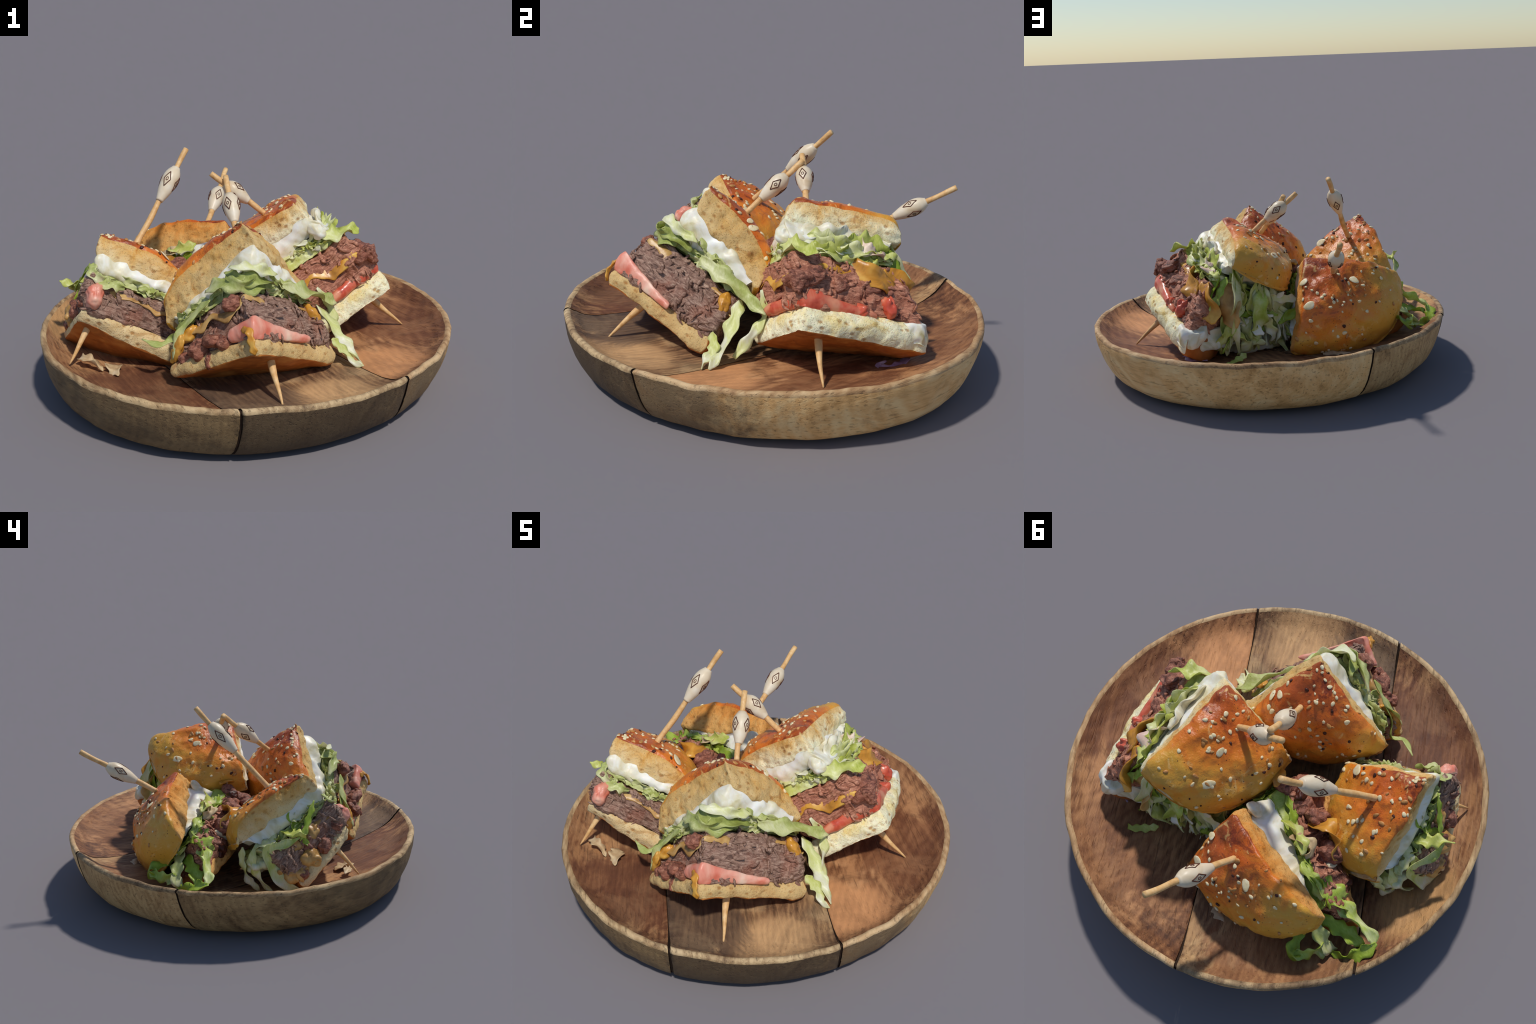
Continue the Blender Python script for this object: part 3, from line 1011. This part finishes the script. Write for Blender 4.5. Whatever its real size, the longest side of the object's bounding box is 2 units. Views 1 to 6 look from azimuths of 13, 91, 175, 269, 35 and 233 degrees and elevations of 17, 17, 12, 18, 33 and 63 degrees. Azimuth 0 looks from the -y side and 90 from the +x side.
def leaf_shreds(parent, lo, hi, seed, mat, per_face=12, arc=8, width=(0.018, 0.045), reach=(0.1, 0.95), out=0.006, wild=1.0):
    """strips of lettuce that show at the cut faces and round the outside"""
    n = lo.normal()

    def P(r, p, w):
        return lo.at(r, p) * (1 - w) + hi.at(r, p) * w

    for face, cnt in ((0.0, per_face), (1.0, per_face), (None, arc)):
        for k in range(cnt):
            w0 = rng.uniform(0.0, 1.0)
            wd = rng.uniform(*width)
            if face is None:
                p0 = rng.uniform(0.1, 0.9)
                ps = p0 + np.linspace(-0.13, 0.13, 5) * rng.choice([-1, 1])
                o = unit(np.cos(p0 * 1.57) * (hi.L - hi.C) + np.sin(p0 * 1.57) * (hi.R - hi.C))
                ctrl = [P(1.0, p, np.clip(w0 + 0.25 * rng.normal(), -0.1, 1.05)) + o * (out * rng.uniform(0, 2.2)) for p in ps]
                ctrl = [np.asarray(c).reshape(3) for c in ctrl]
            else:
                o = -unit(hi.R - hi.C) if face == 0 else -unit(hi.L - hi.C)
                r0 = rng.uniform(*reach)
                ln = rng.uniform(0.08, 0.2)
                rs = np.clip(r0 + np.linspace(-1, 1, 5) * ln, 0.0, 1.05)
                ctrl = [np.asarray(P(r, face, np.clip(w0 + wild * 0.13 * rng.normal(), -0.05, 1.05))).reshape(3) + o * (out * rng.uniform(-0.6, 1.6)) for r in rs]
            s = Shape()
            ribbon(s, ctrl, wd, unit(o + n * rng.normal() * 0.9), thick=0.005, n=24, wave=0.35, cup=0.3, twist=rng.normal() * 1.2, seed=int(rng.integers(1, 90)))
            build("lettuce_shred", s, [mat], parent)


def strip(parent, ctrl, width, facing, mat=None, name="lettuce_shred", **kw):
    s = Shape()
    ribbon(s, [V(*p) for p in ctrl], width, facing, **kw)
    return build(name, s, [mat or LEAF], parent)


def chunks(parent, name, mat, items, rough=0.35, power=0.75, torn=1.0):
    """items: (centre, size triple, seed)"""
    for c, sz, sd in items:
        s = Shape()
        r = np.random.default_rng(sd)
        q, _ = np.linalg.qr(r.normal(size=(3, 3)))
        blob(s, (0, 0, 0), sz, q, seed=sd, rough=rough, freq=1.7, detail=(26, 36), power=power)
        v = s.verts
        k = min(sz)
        s.push(0.5 * k * fbm(v / k, 0.9, 2, sd) + 0.18 * torn * k * ridged(v / k, 2.6, 2, sd + 1))
        s.smooth(1 if torn else 4)
        s.v = [s.verts + V(*c)]
        build(name, s, [mat], parent)


def slab(parent, name, mat, lv, thick, seed, grow=1.0, skin=None):
    n = lv.normal()
    g = lv.grown(grow)
    top = Level(g.C + n * thick, g.L + n * thick * 0.6, g.R + n * thick * 0.3, g.bulge)
    s = wedge(g, top, 0.009, side_bulge=0.006, cut_bulge=0.012)
    s.smooth(9)
    v = s.verts
    s.push(0.013 * fbm(v, 6, 3, seed) + 0.004 * fbm(v, 26, 2, seed + 2))
    return build(name, s, [mat], parent, frame_at(lv.C, lv.normal(), lv.R - lv.C))


def sub_level(lv, r, rl=None, rr=None):
    """the part of a level near its corner"""
    rl, rr = rl or r, rr or r
    return Level(lv.C, lv.C + (lv.L - lv.C) * rl, lv.C + (lv.R - lv.C) * rr, lv.bulge)


def sandwich(label, S0, S1, S2, S3, H, seed, cream, beef_mat, leaf_mat, seeds, flakes, frac=0.5, grow=1.04, dirs=None, shreds=(12, 6), cheese_kw=None, strands=200, base_cream=None, base_toast=(206, 158, 96), base_bow=(0.0, 0.012), sauce_kw=None, crumb_toast=(214, 160, 84), corner=0.74, edge=(0.8, 0.11), bow=(0.0, 0.0), dome_pow=(6.0, 0.52)):
    """bottom bun S0-S1, meat S1-S2, cheese, leaf and mayonnaise S2-S3, domed bun on S3"""
    base = (S0.C + S0.L + S0.R) / 3
    top = root("burger_quarter", tuple(base), label, "burger")
    bun_bottom(top, S0, S1, seed, base_cream or cream, base_toast, base_bow)
    beef(top, S1, S2, seed + 10, beef_mat, strands, bow=bow)
    cheese(top, S2, seed + 20, **(cheese_kw or {}))
    a = S2.grown(1.0, 0.012)
    mid = S2.lerp(S3, frac)
    leaf_bed(top, a, mid.grown(1.0, 0.01), seed + 30, leaf_mat)
    leaf_shreds(top, a, S2.lerp(S3, frac + 0.12), seed + 31, leaf_mat, *shreds)
    sauce(top, mid.grown(grow * 0.985), S3.grown(grow, 0.03), seed + 40, **(sauce_kw or {}))
    bun_top(top, S3, H, seed + 50, seeds, flakes, cream, dirs, crumb_toast, corner, edge, dome_pow)
    return top


make_plate()

BEEF_GREY = beef_material("pulled_beef_grey", (176, 142, 122), (132, 98, 82), (58, 38, 32), (218, 190, 168))  # beef darkened for the shaded cut faces of front and left burgers
BEEF_RED = beef_material("pulled_beef_red", (210, 146, 116), (166, 106, 82), (78, 42, 32), (234, 190, 162))

# ---- front burger
A = sandwich("quartered pulled beef burger on a bead pick, cut corner to the front",
             Level((.22, -.755, .425), (-.17, -.635, .235), (.475, -.31, .2), 0.05),
             Level((.203, -.72, .478), (-.19, -.60, .275), (.46, -.275, .275), 0.08),
             Level((.12, -.56, .615), (-.15, -.54, .42), (.34, -.17, .41), 0.1),
             Level((.145, -.38, .765), (-.245, -.465, .41), (.311, -.092, .465), 0.06),
             0.228, 100, (212, 180, 124), BEEF_GREY, LEAF, 78, 2, 0.55, 1.03,  # crumb cream toned down to carry the shade on this front face
             dirs=((-.55, .35, .75), (-.55, .4, .72), (-.45, .8, .4)), shreds=(14, 4), bow=(-.04, .012), corner=0.85, edge=(0.55, 0.25), dome_pow=(6.5, 0.5), cheese_kw=dict(grow=1.13, drip=0.055, mat=CHEESE_TAN))
make_pick(A, (.322, -.744, .187), (.257, -.619, .303), (.0, -.14, .74), (-.106, .094, .962), 0.2, 0.68, 0.5)
slab(A, "tomato_slice", TOMATO, Level((.212, -.735, .475), (.10, -.69, .43), (.385, -.475, .365), -0.25), 0.10, 150, 1.045)
strip(A, [(.15, -.705, .50), (.185, -.735, .505), (.205, -.765, .46), (.215, -.768, .42)], 0.03, (.2, -.9, .2), CHEESE, "cheese_drip", thick=0.014, wave=0.05)
chunks(A, "bacon_chunk", BACON, [((.01, -.655, .42), (.04, .025, .05), 3), ((-.05, -.635, .36), (.045, .03, .05), 4), ((.07, -.67, .41), (.03, .025, .045), 5),
                                 ((-.12, -.61, .30), (.04, .03, .035), 6), ((.0, -.655, .33), (.035, .02, .04), 7), ((.08, -.60, .57), (.04, .03, .03), 8)])
chunks(A, "melted_cheese", CHEESE, [((-.165, -.60, .35), (.02, .03, .07), 9), ((-.12, -.58, .41), (.03, .02, .05), 10), ((.36, -.22, .40), (.025, .03, .05), 11)], 0.3, 1.0)
strip(A, [(.25, -.34, .57), (.33, -.22, .50), (.40, -.11, .435), (.45, -.035, .39)], [.05, .075, .07, .03], (.6, -.3, .75), thick=0.006, cup=0.5, seed=4)
strip(A, [(.37, -.15, .42), (.45, -.175, .33), (.52, -.21, .245), (.60, -.26, .185)], [.05, .06, .06, .03], (.8, -.4, .5), LEAF_PALE, seed=7)
strip(A, [(.36, -.06, .47), (.42, -.04, .37), (.455, -.10, .28), (.50, -.16, .20)], [.035, .04, .045, .05], (.9, -.4, .2), LEAF_PALE, seed=9)
strip(A, [(.46, -.26, .30), (.51, -.25, .24), (.56, -.28, .20), (.61, -.29, .19)], [.04, .05, .04, .02], (.6, -.5, .7), LEAF_PALE, seed=11)
strip(A, [(-.10, -.56, .50), (-.17, -.56, .41), (-.215, -.52, .36), (-.26, -.565, .345), (-.35, -.535, .355)], [.03, .035, .03, .03, .02], (-.3, -.7, .6), LEAF, seed=5, wave=0.1)
strip(A, [(-.02, -.57, .57), (-.10, -.57, .49), (-.165, -.60, .40), (-.18, -.63, .31)], [.03, .035, .03, .015], (-.4, -.8, .4), LEAF, seed=3)
strip(A, [(.02, -.46, .66), (.10, -.522, .655), (.165, -.485, .64), (.235, -.385, .59)], [.04, .06, .06, .04], (.1, -.7, .7), LEAF, seed=2, cup=0.5)
strip(A, [(-.06, -.50, .58), (.03, -.53, .63), (.11, -.55, .635), (.195, -.455, .60)], [.04, .06, .07, .05], (.1, -.8, .5), LEAF, seed=13, cup=0.5)
strip(A, [(.05, -.5, .70), (.10, -.515, .70), (.17, -.46, .68), (.23, -.36, .63)], [.03, .05, .05, .03], (.1, -.7, .7), LEAF_PALE, seed=19, cup=0.5)

# ---- left burger
B = sandwich("quartered pulled beef burger on a tall bead pick",
             Level((-.645, -.545, .435), (-.827, -.32, .235), (-.235, -.42, .19), 0.1),
             Level((-.61, -.535, .495), (-.815, -.27, .29), (-.23, -.375, .28), 0.12),
             Level((-.60, -.455, .60), (-.77, -.15, .40), (-.245, -.32, .42), 0.1),
             Level((-.59, -.40, .675), (-.735, .02, .44), (-.26, -.24, .48), 0.06),
             0.142, 200, (232, 206, 156), BEEF_GREY, LEAF, 76, 1, 0.45, 1.0,
             dirs=((-.1, .5, .8), (.0, .45, .9), (.3, .5, .8)), shreds=(9, 3), corner=0.92, bow=(.0, .0), sauce_kw=dict(ends=0.7), cheese_kw=dict(grow=1.12, drip=0.05, mat=CHEESE_TAN))
make_pick(B, (-.676, -.602, .24), (-.631, -.491, .357), (-.5, -.15, .66), (-.338, .228, 1.065), 0.46, 0.8, 0.2)
chunks(B, "tomato_wedge", TOMATO, [((-.575, -.50, .535), (.06, .035, .05), 21)], 0.2, 0.8)
chunks(B, "bacon_chunk", BACON, [((-.70, -.42, .42), (.035, .03, .04), 22), ((-.74, -.34, .40), (.04, .03, .03), 23), ((-.63, -.48, .50), (.03, .03, .03), 24), ((-.79, -.29, .30), (.035, .03, .03), 26)])
chunks(B, "melted_cheese", CHEESE_TAN, [((-.675, -.335, .475), (.045, .035, .06), 27), ((-.72, -.25, .41), (.035, .06, .06), 28), ((-.785, -.25, .295), (.04, .05, .04), 29), ((-.745, -.345, .37), (.05, .05, .05), 30), ((-.775, -.30, .30), (.045, .05, .04), 25)], 0.4, 1.0, 0.8)
chunks(B, "lettuce_lump", LEAF_PALE, [((-.70, -.07, .33), (.045, .06, .08), 39)], 0.5, 1.0)
strip(B, [(-.64, -.27, .58), (-.66, -.25, .56), (-.71, -.29, .49), (-.755, -.335, .44)], [.04, .05, .045, .03], (-.8, -.2, .5), LEAF_GREEN, seed=6)
strip(B, [(-.70, -.20, .50), (-.765, -.27, .505), (-.80, -.30, .515), (-.825, -.315, .53)], [.05, .06, .05, .02], (-.4, -.5, .7), LEAF_PALE, seed=8)
strip(B, [(-.79, -.29, .50), (-.79, -.22, .46), (-.765, -.13, .43), (-.79, -.14, .34), (-.81, -.20, .26), (-.825, -.28, .235)], [.03, .04, .045, .055, .06, .04], (-.9, .1, .4), LEAF_PALE, seed=10, cup=0.6)
strip(B, [(-.70, -.08, .44), (-.745, -.05, .38), (-.77, -.08, .28), (-.80, -.15, .21)], [.03, .035, .04, .03], (-.8, .5, .3), LEAF_PALE, seed=12)
strip(B, [(-.70, -.0, .42), (-.72, .0, .34), (-.74, -.03, .26), (-.75, -.08, .20)], [.03, .04, .04, .03], (-.7, .6, .3), LEAF_PALE, seed=14)
strip(B, [(-.74, -.16, .46), (-.775, -.17, .40), (-.78, -.23, .36), (-.79, -.24, .30)], [.05, .06, .05, .04], (-.9, -.2, .4), LEAF_GREEN, seed=16)
strip(B, [(-.56, -.43, .60), (-.54, -.47, .58), (-.50, -.45, .565), (-.46, -.42, .55)], [.03, .05, .05, .03], (.1, -.8, .5), LEAF, seed=17, cup=0.5)
strip(B, [(-.60, -.41, .66), (-.595, -.45, .62), (-.55, -.46, .60), (-.52, -.43, .59)], [.03, .05, .045, .02], (-.2, -.8, .5), LEAF, seed=18, cup=0.5)
strip(B, [(-.64, -.37, .64), (-.69, -.34, .57), (-.73, -.32, .52), (-.76, -.29, .47)], [.02, .03, .03, .02], (-.8, -.4, .4), LEAF_GREEN, seed=20)

# ---- right burger
C = sandwich("quartered burger with dripping mayonnaise and tomato",
             Level((.695, .107, .43), (.40, -.07, .235), (.478, .668, .265), 0.05),
             Level((.625, .125, .515), (.37, -.06, .33), (.44, .64, .38), 0.08),
             Level((.48, .075, .675), (.20, -.08, .50), (.34, .50, .59), 0.1),
             Level((.315, .02, .775), (-.07, -.03, .515), (.214, .536, .67), 0.06),
             0.15, 300, (246, 238, 200), BEEF_RED, LEAF_PALE, 72, 2, 0.5, 1.02,
             dirs=((-.66, .3, .65), (-.5, .1, .85), (-.4, .4, .85)), shreds=(10, 3), base_cream=(248, 240, 202), base_toast=(232, 190, 88), base_bow=(0.0, 0.035), corner=0.95, edge=(0.68, 0.14), cheese_kw=dict(grow=1.12, drip=0.07))
make_pick(C, (.745, .218, .202), (.608, .193, .327), (.06, .12, .79), (-.179, .089, .975), 0.25, 0.72, 0.9)
slab(C, "tomato_slice", TOMATO_RED, Level((.635, .12, .505), (.44, -.03, .38), (.53, .42, .43), -0.2), 0.08, 350, 1.06)
chunks(C, "tomato_wedge", TOMATO_RED, [((.455, .475, .455), (.05, .06, .03), 31), ((.525, .33, .45), (.03, .07, .03), 32)], 0.35, 0.9)
chunks(C, "bacon_chunk", BACON, [((.435, .40, .535), (.045, .05, .03), 33), ((.475, .27, .555), (.035, .06, .03), 34), ((.565, .10, .595), (.06, .05, .03), 35), ((.54, .15, .615), (.05, .05, .025), 36), ((.45, .54, .40), (.03, .03, .03), 37), ((.43, .46, .49), (.03, .04, .03), 38), ((.60, .085, .60), (.05, .025, .02), 61)], 0.45)
strip(C, [(.39, .30, .625), (.43, .39, .59), (.42, .46, .55), (.40, .51, .50)], [.06, .10, .10, .05], (.8, .5, .3), CHEESE, "melted_cheese", thick=.018, seed=3, cup=.3, wave=.08, scallop=.06)
strip(C, [(.36, .46, .59), (.35, .53, .53), (.33, .57, .46), (.32, .60, .40)], [.06, .11, .12, .07], (.5, .85, .2), CHEESE, "melted_cheese", thick=.018, seed=8, cup=.3, wave=.08, scallop=.06)
strip(C, [(.27, .48, .60), (.24, .52, .52), (.22, .55, .43), (.21, .57, .36)], [.07, .11, .12, .08], (.2, .95, .2), CHEESE_TAN, "melted_cheese", thick=.018, seed=12, cup=.3, wave=.08, scallop=.06)
smear = wedge(Level((.565, .35, .40), (.40, .44, .36), (.51, .64, .30), 0.1), Level((.545, .35, .44), (.38, .44, .41), (.475, .635, .395), 0.1), 0.008, cut_bulge=0.012, side_bulge=0.012)
smear.smooth(4)
sv = smear.verts
smear.push(0.028 * fbm(sv, 8, 3, 361) + 0.010 * fbm(sv, 24, 2, 362) - 0.004)
smear.smooth(2)
build("mayonnaise", smear, [MAYO], C)
smear = wedge(Level((.40, .55, .25), (.20, .46, .24), (.445, .635, .27), 0.1), Level((.38, .53, .36), (.20, .44, .34), (.42, .605, .37), 0.1), 0.008)
smear.smooth(4)
sv = smear.verts
smear.push(0.035 * fbm(sv, 8, 3, 371) + 0.008 * fbm(sv, 22, 2, 372))
smear.smooth(2)
build("mayonnaise", smear, [MAYO], C)
strip(C, [(0.365, 0.090, 0.717), (0.380, 0.170, 0.707), (0.355, 0.250, 0.697), (0.335, 0.320, 0.692)], [.06, .10, .10, .06], (.9, .1, .35), LEAF_PALE, seed=31, cup=.4)
strip(C, [(0.400, 0.120, 0.682), (0.405, 0.200, 0.672), (0.375, 0.290, 0.652), (0.350, 0.370, 0.642)], [.05, .09, .09, .05], (.9, .1, .3), LEAF_PALE, seed=33, cup=.4)
strip(C, [(0.335, 0.280, 0.707), (0.325, 0.350, 0.692), (0.295, 0.420, 0.672), (0.265, 0.480, 0.642)], [.06, .09, .10, .06], (.85, .2, .4), LEAF_PALE, seed=36, cup=.4)
strip(C, [(0.375, 0.060, 0.712), (0.345, 0.140, 0.737), (0.315, 0.240, 0.732), (0.285, 0.340, 0.717)], [.05, .07, .08, .05], (.85, .0, .5), MAYO, "mayonnaise_smear", thick=.022, seed=38, cup=.2)
chunks(C, "mayonnaise_drop", MAYO, [((.345, .025, .725), (.04, .05, .035), 48)], 0.25, 1.0, 0)
strip(C, [(.36, .02, .70), (.43, .06, .70), (.49, .12, .705), (.53, .17, .705)], [.04, .08, .08, .03], (.3, -.5, .8), LEAF_PALE, seed=4, cup=0.4)
strip(C, [(0.325, 0.200, 0.712), (0.360, 0.260, 0.682), (0.365, 0.330, 0.672), (0.345, 0.400, 0.652)], [.05, .07, .07, .05], (.6, .1, .7), LEAF_PALE, seed=7, cup=0.5)
strip(C, [(0.295, 0.330, 0.702), (0.340, 0.380, 0.672), (0.335, 0.430, 0.652), (0.295, 0.470, 0.622)], [.04, .06, .06, .04], (.6, .1, .7), PINK_ONION, "onion_slice", seed=3, cup=0.5)
strip(C, [(0.345, 0.100, 0.702), (0.385, 0.180, 0.702), (0.405, 0.240, 0.662), (0.385, 0.300, 0.642)], [.05, .08, .07, .05], (.8, .0, .5), LEAF, seed=9, cup=0.5)
strip(C, [(.27, .46, .66), (.28, .50, .61), (.32, .51, .55), (.36, .54, .47), (.42, .59, .41)], [.04, .06, .06, .06, .04], (.6, .7, .4), LEAF_GREEN, seed=15, cup=0.4)
strip(C, [(.24, .51, .62), (.26, .53, .57), (.30, .55, .51), (.33, .575, .45)], [.03, .04, .04, .05], (.3, .9, .3), LEAF_GREEN, seed=21, cup=0.4)
# leaf that falls from under the bun to the plate, all along the round side: a soft heap with loose strands over it
S3C = Level((.315, .02, .775), (-.07, -.03, .515), (.214, .536, .67), 0.06)
heap = wedge(Level((.22, .16, .18), (-.08, .23, .18), (.25, .42, .18)), Level((.18, .16, .58), (-.02, .19, .50), (.19, .37, .60)), 0.012)
heap.smooth(3)
hv = heap.verts
heap.push(0.03 * fbm(hv, 5, 3, 71) + 0.02 * ridged(hv * V(1, 1, 0.45), 16, 3, 72) - 0.01)
build("lettuce_heap", heap, [LEAF_PALE], C)
for k in range(46):
    p = rng.uniform(0.35, 1.0)
    p2 = np.clip(p + rng.normal() * 0.16, 0.36, 1.05)
    hi = np.asarray(S3C.at(rng.uniform(0.84, 0.97), p)).reshape(3)
    o = unit(V(-0.75 * (1 - p) - 0.1, 1.0, 0.1))
    lo = V(-.09 + .36 * (p2 - .38) / .62, .365 + .155 * (p2 - .38) / .62, 0.19) + V(rng.normal() * .025, rng.normal() * .02, rng.uniform(0, .05))
    d = rng.uniform(-0.02, 0.015)
    if k % 3 == 0:
        hi = hi * .5 + lo * .5 + o * .02
    ctrl = [hi - o * .02, hi * .7 + lo * .3 + o * (.0 + d) + rng.normal(size=3) * .016, hi * .35 + lo * .65 + o * (.005 + d) + rng.normal(size=3) * .02, lo + o * rng.uniform(-.02, .04)]
    wd = rng.uniform(.025, .085)
    strip(C, ctrl, [.02, wd, wd * .9, .02], o + rng.normal(size=3) * .45, [LEAF_PALE, LEAF_PALE, LEAF_PALE, LEAF, LEAF_PALE, LEAF_PALE, LEAF_GREEN][k % 7], seed=k + 1, wave=0.4, cup=0.5)
for k in range(9):
    x0, z0 = rng.uniform(-.06, .20), rng.uniform(.24, .50)
    y0 = .36 + .45 * max(0, x0) + (.5 - z0) * .12
    a = rng.uniform(-.9, .9)
    ctrl = [V(x0 + t * math.cos(a), y0 + .45 * max(0, t * math.cos(a)) + .035 + rng.normal() * .012, z0 + t * math.sin(a) + .03 * math.sin(9 * t + k)) for t in (-.11, -.04, .04, .11)]
    strip(C, ctrl, rng.uniform(.025, .05), (.1, .95, .3), [LEAF_PALE, LEAF_GREEN, MAYO][k % 3], "lettuce_shred" if k % 3 < 2 else "mayonnaise_smear", seed=k + 60, wave=.35, thick=.007)
strip(C, [(.21, .52, .58), (.15, .46, .48), (.09, .43, .40), (.05, .41, .33)], [.03, .04, .04, .03], (.1, .95, .3), LEAF_PALE, seed=23, wave=.1)
strip(C, [(.16, .56, .22), (.20, .61, .205), (.24, .66, .205), (.27, .66, .20)], [.03, .035, .035, .02], (.1, .6, .8), LEAF_PALE, seed=25, wave=.1)
strip(C, [(.44, .50, .205), (.47, .46, .19), (.48, .53, .19), (.43, .58, .20), (.36, .60, .21)], [.02, .03, .04, .04, .02], (.1, .2, .95), RED_ONION, "onion_slice", seed=27, wave=.1)

# ---- back burger
D = sandwich("quartered burger lying on its bun, lettuce spilling out",
             Level((-.26, -.11, .40), (-.785, .17, .28), (-.06, .17, .19), 0.1),
             Level((-.22, -.065, .455), (-.765, .185, .335), (-.03, .20, .27), 0.1),
             Level((-.16, .055, .535), (-.66, .24, .44), (-.03, .33, .29), 0.06),
             Level((-.17, .28, .58), (-.705, .30, .465), (-.085, .5, .2), 0.10),
             0.205, 400, (224, 170, 100), BEEF_RED, LEAF_GREEN, 72, 3, 0.4, 0.98,
             dirs=((-.1, .6, .8), (-.3, .5, .8), (-.1, .95, .3)), shreds=(8, 8), sauce_kw=dict(ends=1.1), cheese_kw=dict(grow=1.06, drip=0.06, mat=CHEESE_TAN), crumb_toast=(206, 124, 44), corner=0.7, edge=(0.68, 0.22), dome_pow=(4.5, 0.55))
make_pick(D, (-.36, .0, .3), (-.34, .1, .36), (-.316, .49, .618), (-.301, .859, .831), 0.2, 0.62, 0.3)
chunks(D, "bacon_chunk", BACON, [((-.50, .11, .44), (.07, .05, .04), 51), ((-.60, .145, .40), (.05, .04, .035), 52), ((-.20, .01, .49), (.06, .05, .03), 53), ((-.28, .06, .505), (.05, .04, .03), 54), ((-.17, .07, .525), (.04, .05, .03), 55), ((-.36, .05, .50), (.06, .04, .03), 56), ((-.24, -.03, .49), (.05, .05, .03), 57)])
chunks(D, "mayonnaise_drop", MAYO, [((-.53, .105, .42), (.055, .03, .02), 58), ((-.19, .25, .575), (.04, .05, .022), 59)], 0.25, 1.0, 0)
chunks(D, "char_piece", CHAR, [((-.62, .135, .385), (.05, .04, .025), 63), ((-.25, .05, .535), (.03, .03, .02), 64)])
chunks(D, "beef_lump", BEEF_RED, [((-.15, -.06, .31), (.06, .06, .07), 71), ((-.20, -.10, .27), (.06, .05, .06), 73)], 0.4, 0.9)
strip(D, [(-.36, .10, .50), (-.41, .06, .52), (-.45, .045, .53), (-.50, .07, .50), (-.55, .11, .47)], [.05, .08, .09, .08, .05], (-.2, -.6, .7), CHEESE, "cheese_flap", thick=.012, seed=3, cup=.4, scallop=.1)
strip(D, [(-.16, .12, .58), (-.12, .07, .58), (-.10, .10, .55), (-.10, .18, .53)], [.04, .07, .07, .05], (.3, -.5, .8), CHEESE, "cheese_flap", thick=.012, seed=5, cup=.4, scallop=.1)
strip(D, [(-.30, .20, .58), (-.36, .18, .56), (-.42, .19, .545), (-.46, .22, .53)], [.04, .06, .06, .04], (-.1, -.6, .8), LEAF_PALE, seed=6, cup=.5)
strip(D, [(-.38, .22, .57), (-.42, .17, .53), (-.46, .17, .52), (-.47, .21, .49)], [.03, .05, .05, .03], (-.1, -.6, .8), ONION, "onion_slice", seed=8, cup=.5)
strip(D, [(-.58, .24, .48), (-.64, .21, .45), (-.70, .20, .42), (-.74, .20, .38)], [.06, .10, .10, .06], (-.3, -.4, .85), LEAF_GREEN, seed=2, cup=.3)
strip(D, [(-.64, .22, .43), (-.72, .20, .40), (-.80, .19, .36), (-.87, .17, .32), (-.90, .19, .30)], [.05, .07, .06, .05, .04], (-.5, -.3, .8), LEAF_GREEN, seed=4, cup=.5)
strip(D, [(-.90, .17, .31), (-.89, .24, .285), (-.85, .30, .255), (-.79, .33, .245)], [.04, .06, .06, .03], (-.6, .3, .7), LEAF_GREEN, seed=9, cup=.5)
strip(D, [(-.66, .28, .37), (-.74, .26, .33), (-.82, .23, .30), (-.87, .21, .29)], [.05, .06, .07, .05], (-.3, .3, .9), LEAF_GREEN, seed=10, cup=.4)
strip(D, [(-.62, .36, .33), (-.67, .42, .32), (-.71, .48, .305), (-.74, .44, .27)], [.04, .05, .05, .03], (-.5, .5, .7), LEAF_GREEN, seed=12, cup=.4)
strip(D, [(-.71, .48, .30), (-.74, .43, .29), (-.76, .37, .28), (-.79, .31, .25)], [.04, .05, .06, .04], (-.7, .2, .7), LEAF_GREEN, seed=14, cup=.4)
strip(D, [(-.60, .30, .38), (-.70, .33, .34), (-.77, .34, .28), (-.80, .30, .24)], [.05, .06, .06, .04], (-.5, .3, .8), LEAF, seed=16, cup=.4)

# ---- scraps on the plate
def scrap(ctrl, width, mat, label, **kw):
    sh = Shape()
    ribbon(sh, [V(*p) for p in ctrl], width, (0, 0, 1), **kw)
    c = sh.verts.mean(0)
    r = build("onion_scrap", sh, [mat], None, Matrix.Translation(Vector(c)))
    r["label"], r["category"] = label, "food scrap"


scrap([(-.66, -.53, .235), (-.62, -.55, .245), (-.57, -.565, .23), (-.53, -.575, .205)], [.03, .045, .04, .015], ONION, "curled dry onion scrap on the plate", cup=.7, wave=.1, seed=3)
scrap([(-.53, -.49, .20), (-.50, -.53, .205), (-.47, -.57, .20), (-.45, -.60, .20)], [.04, .07, .06, .02], ONION, "flat dry onion scrap on the plate", cup=.3, wave=.2, seed=6)
scrap([(-.39, .60, .20), (-.34, .59, .205), (-.29, .58, .205), (-.24, .575, .20)], [.05, .055, .05, .05], ONION, "short brown onion strip on the plate", cup=-.5, wave=.1, seed=9)
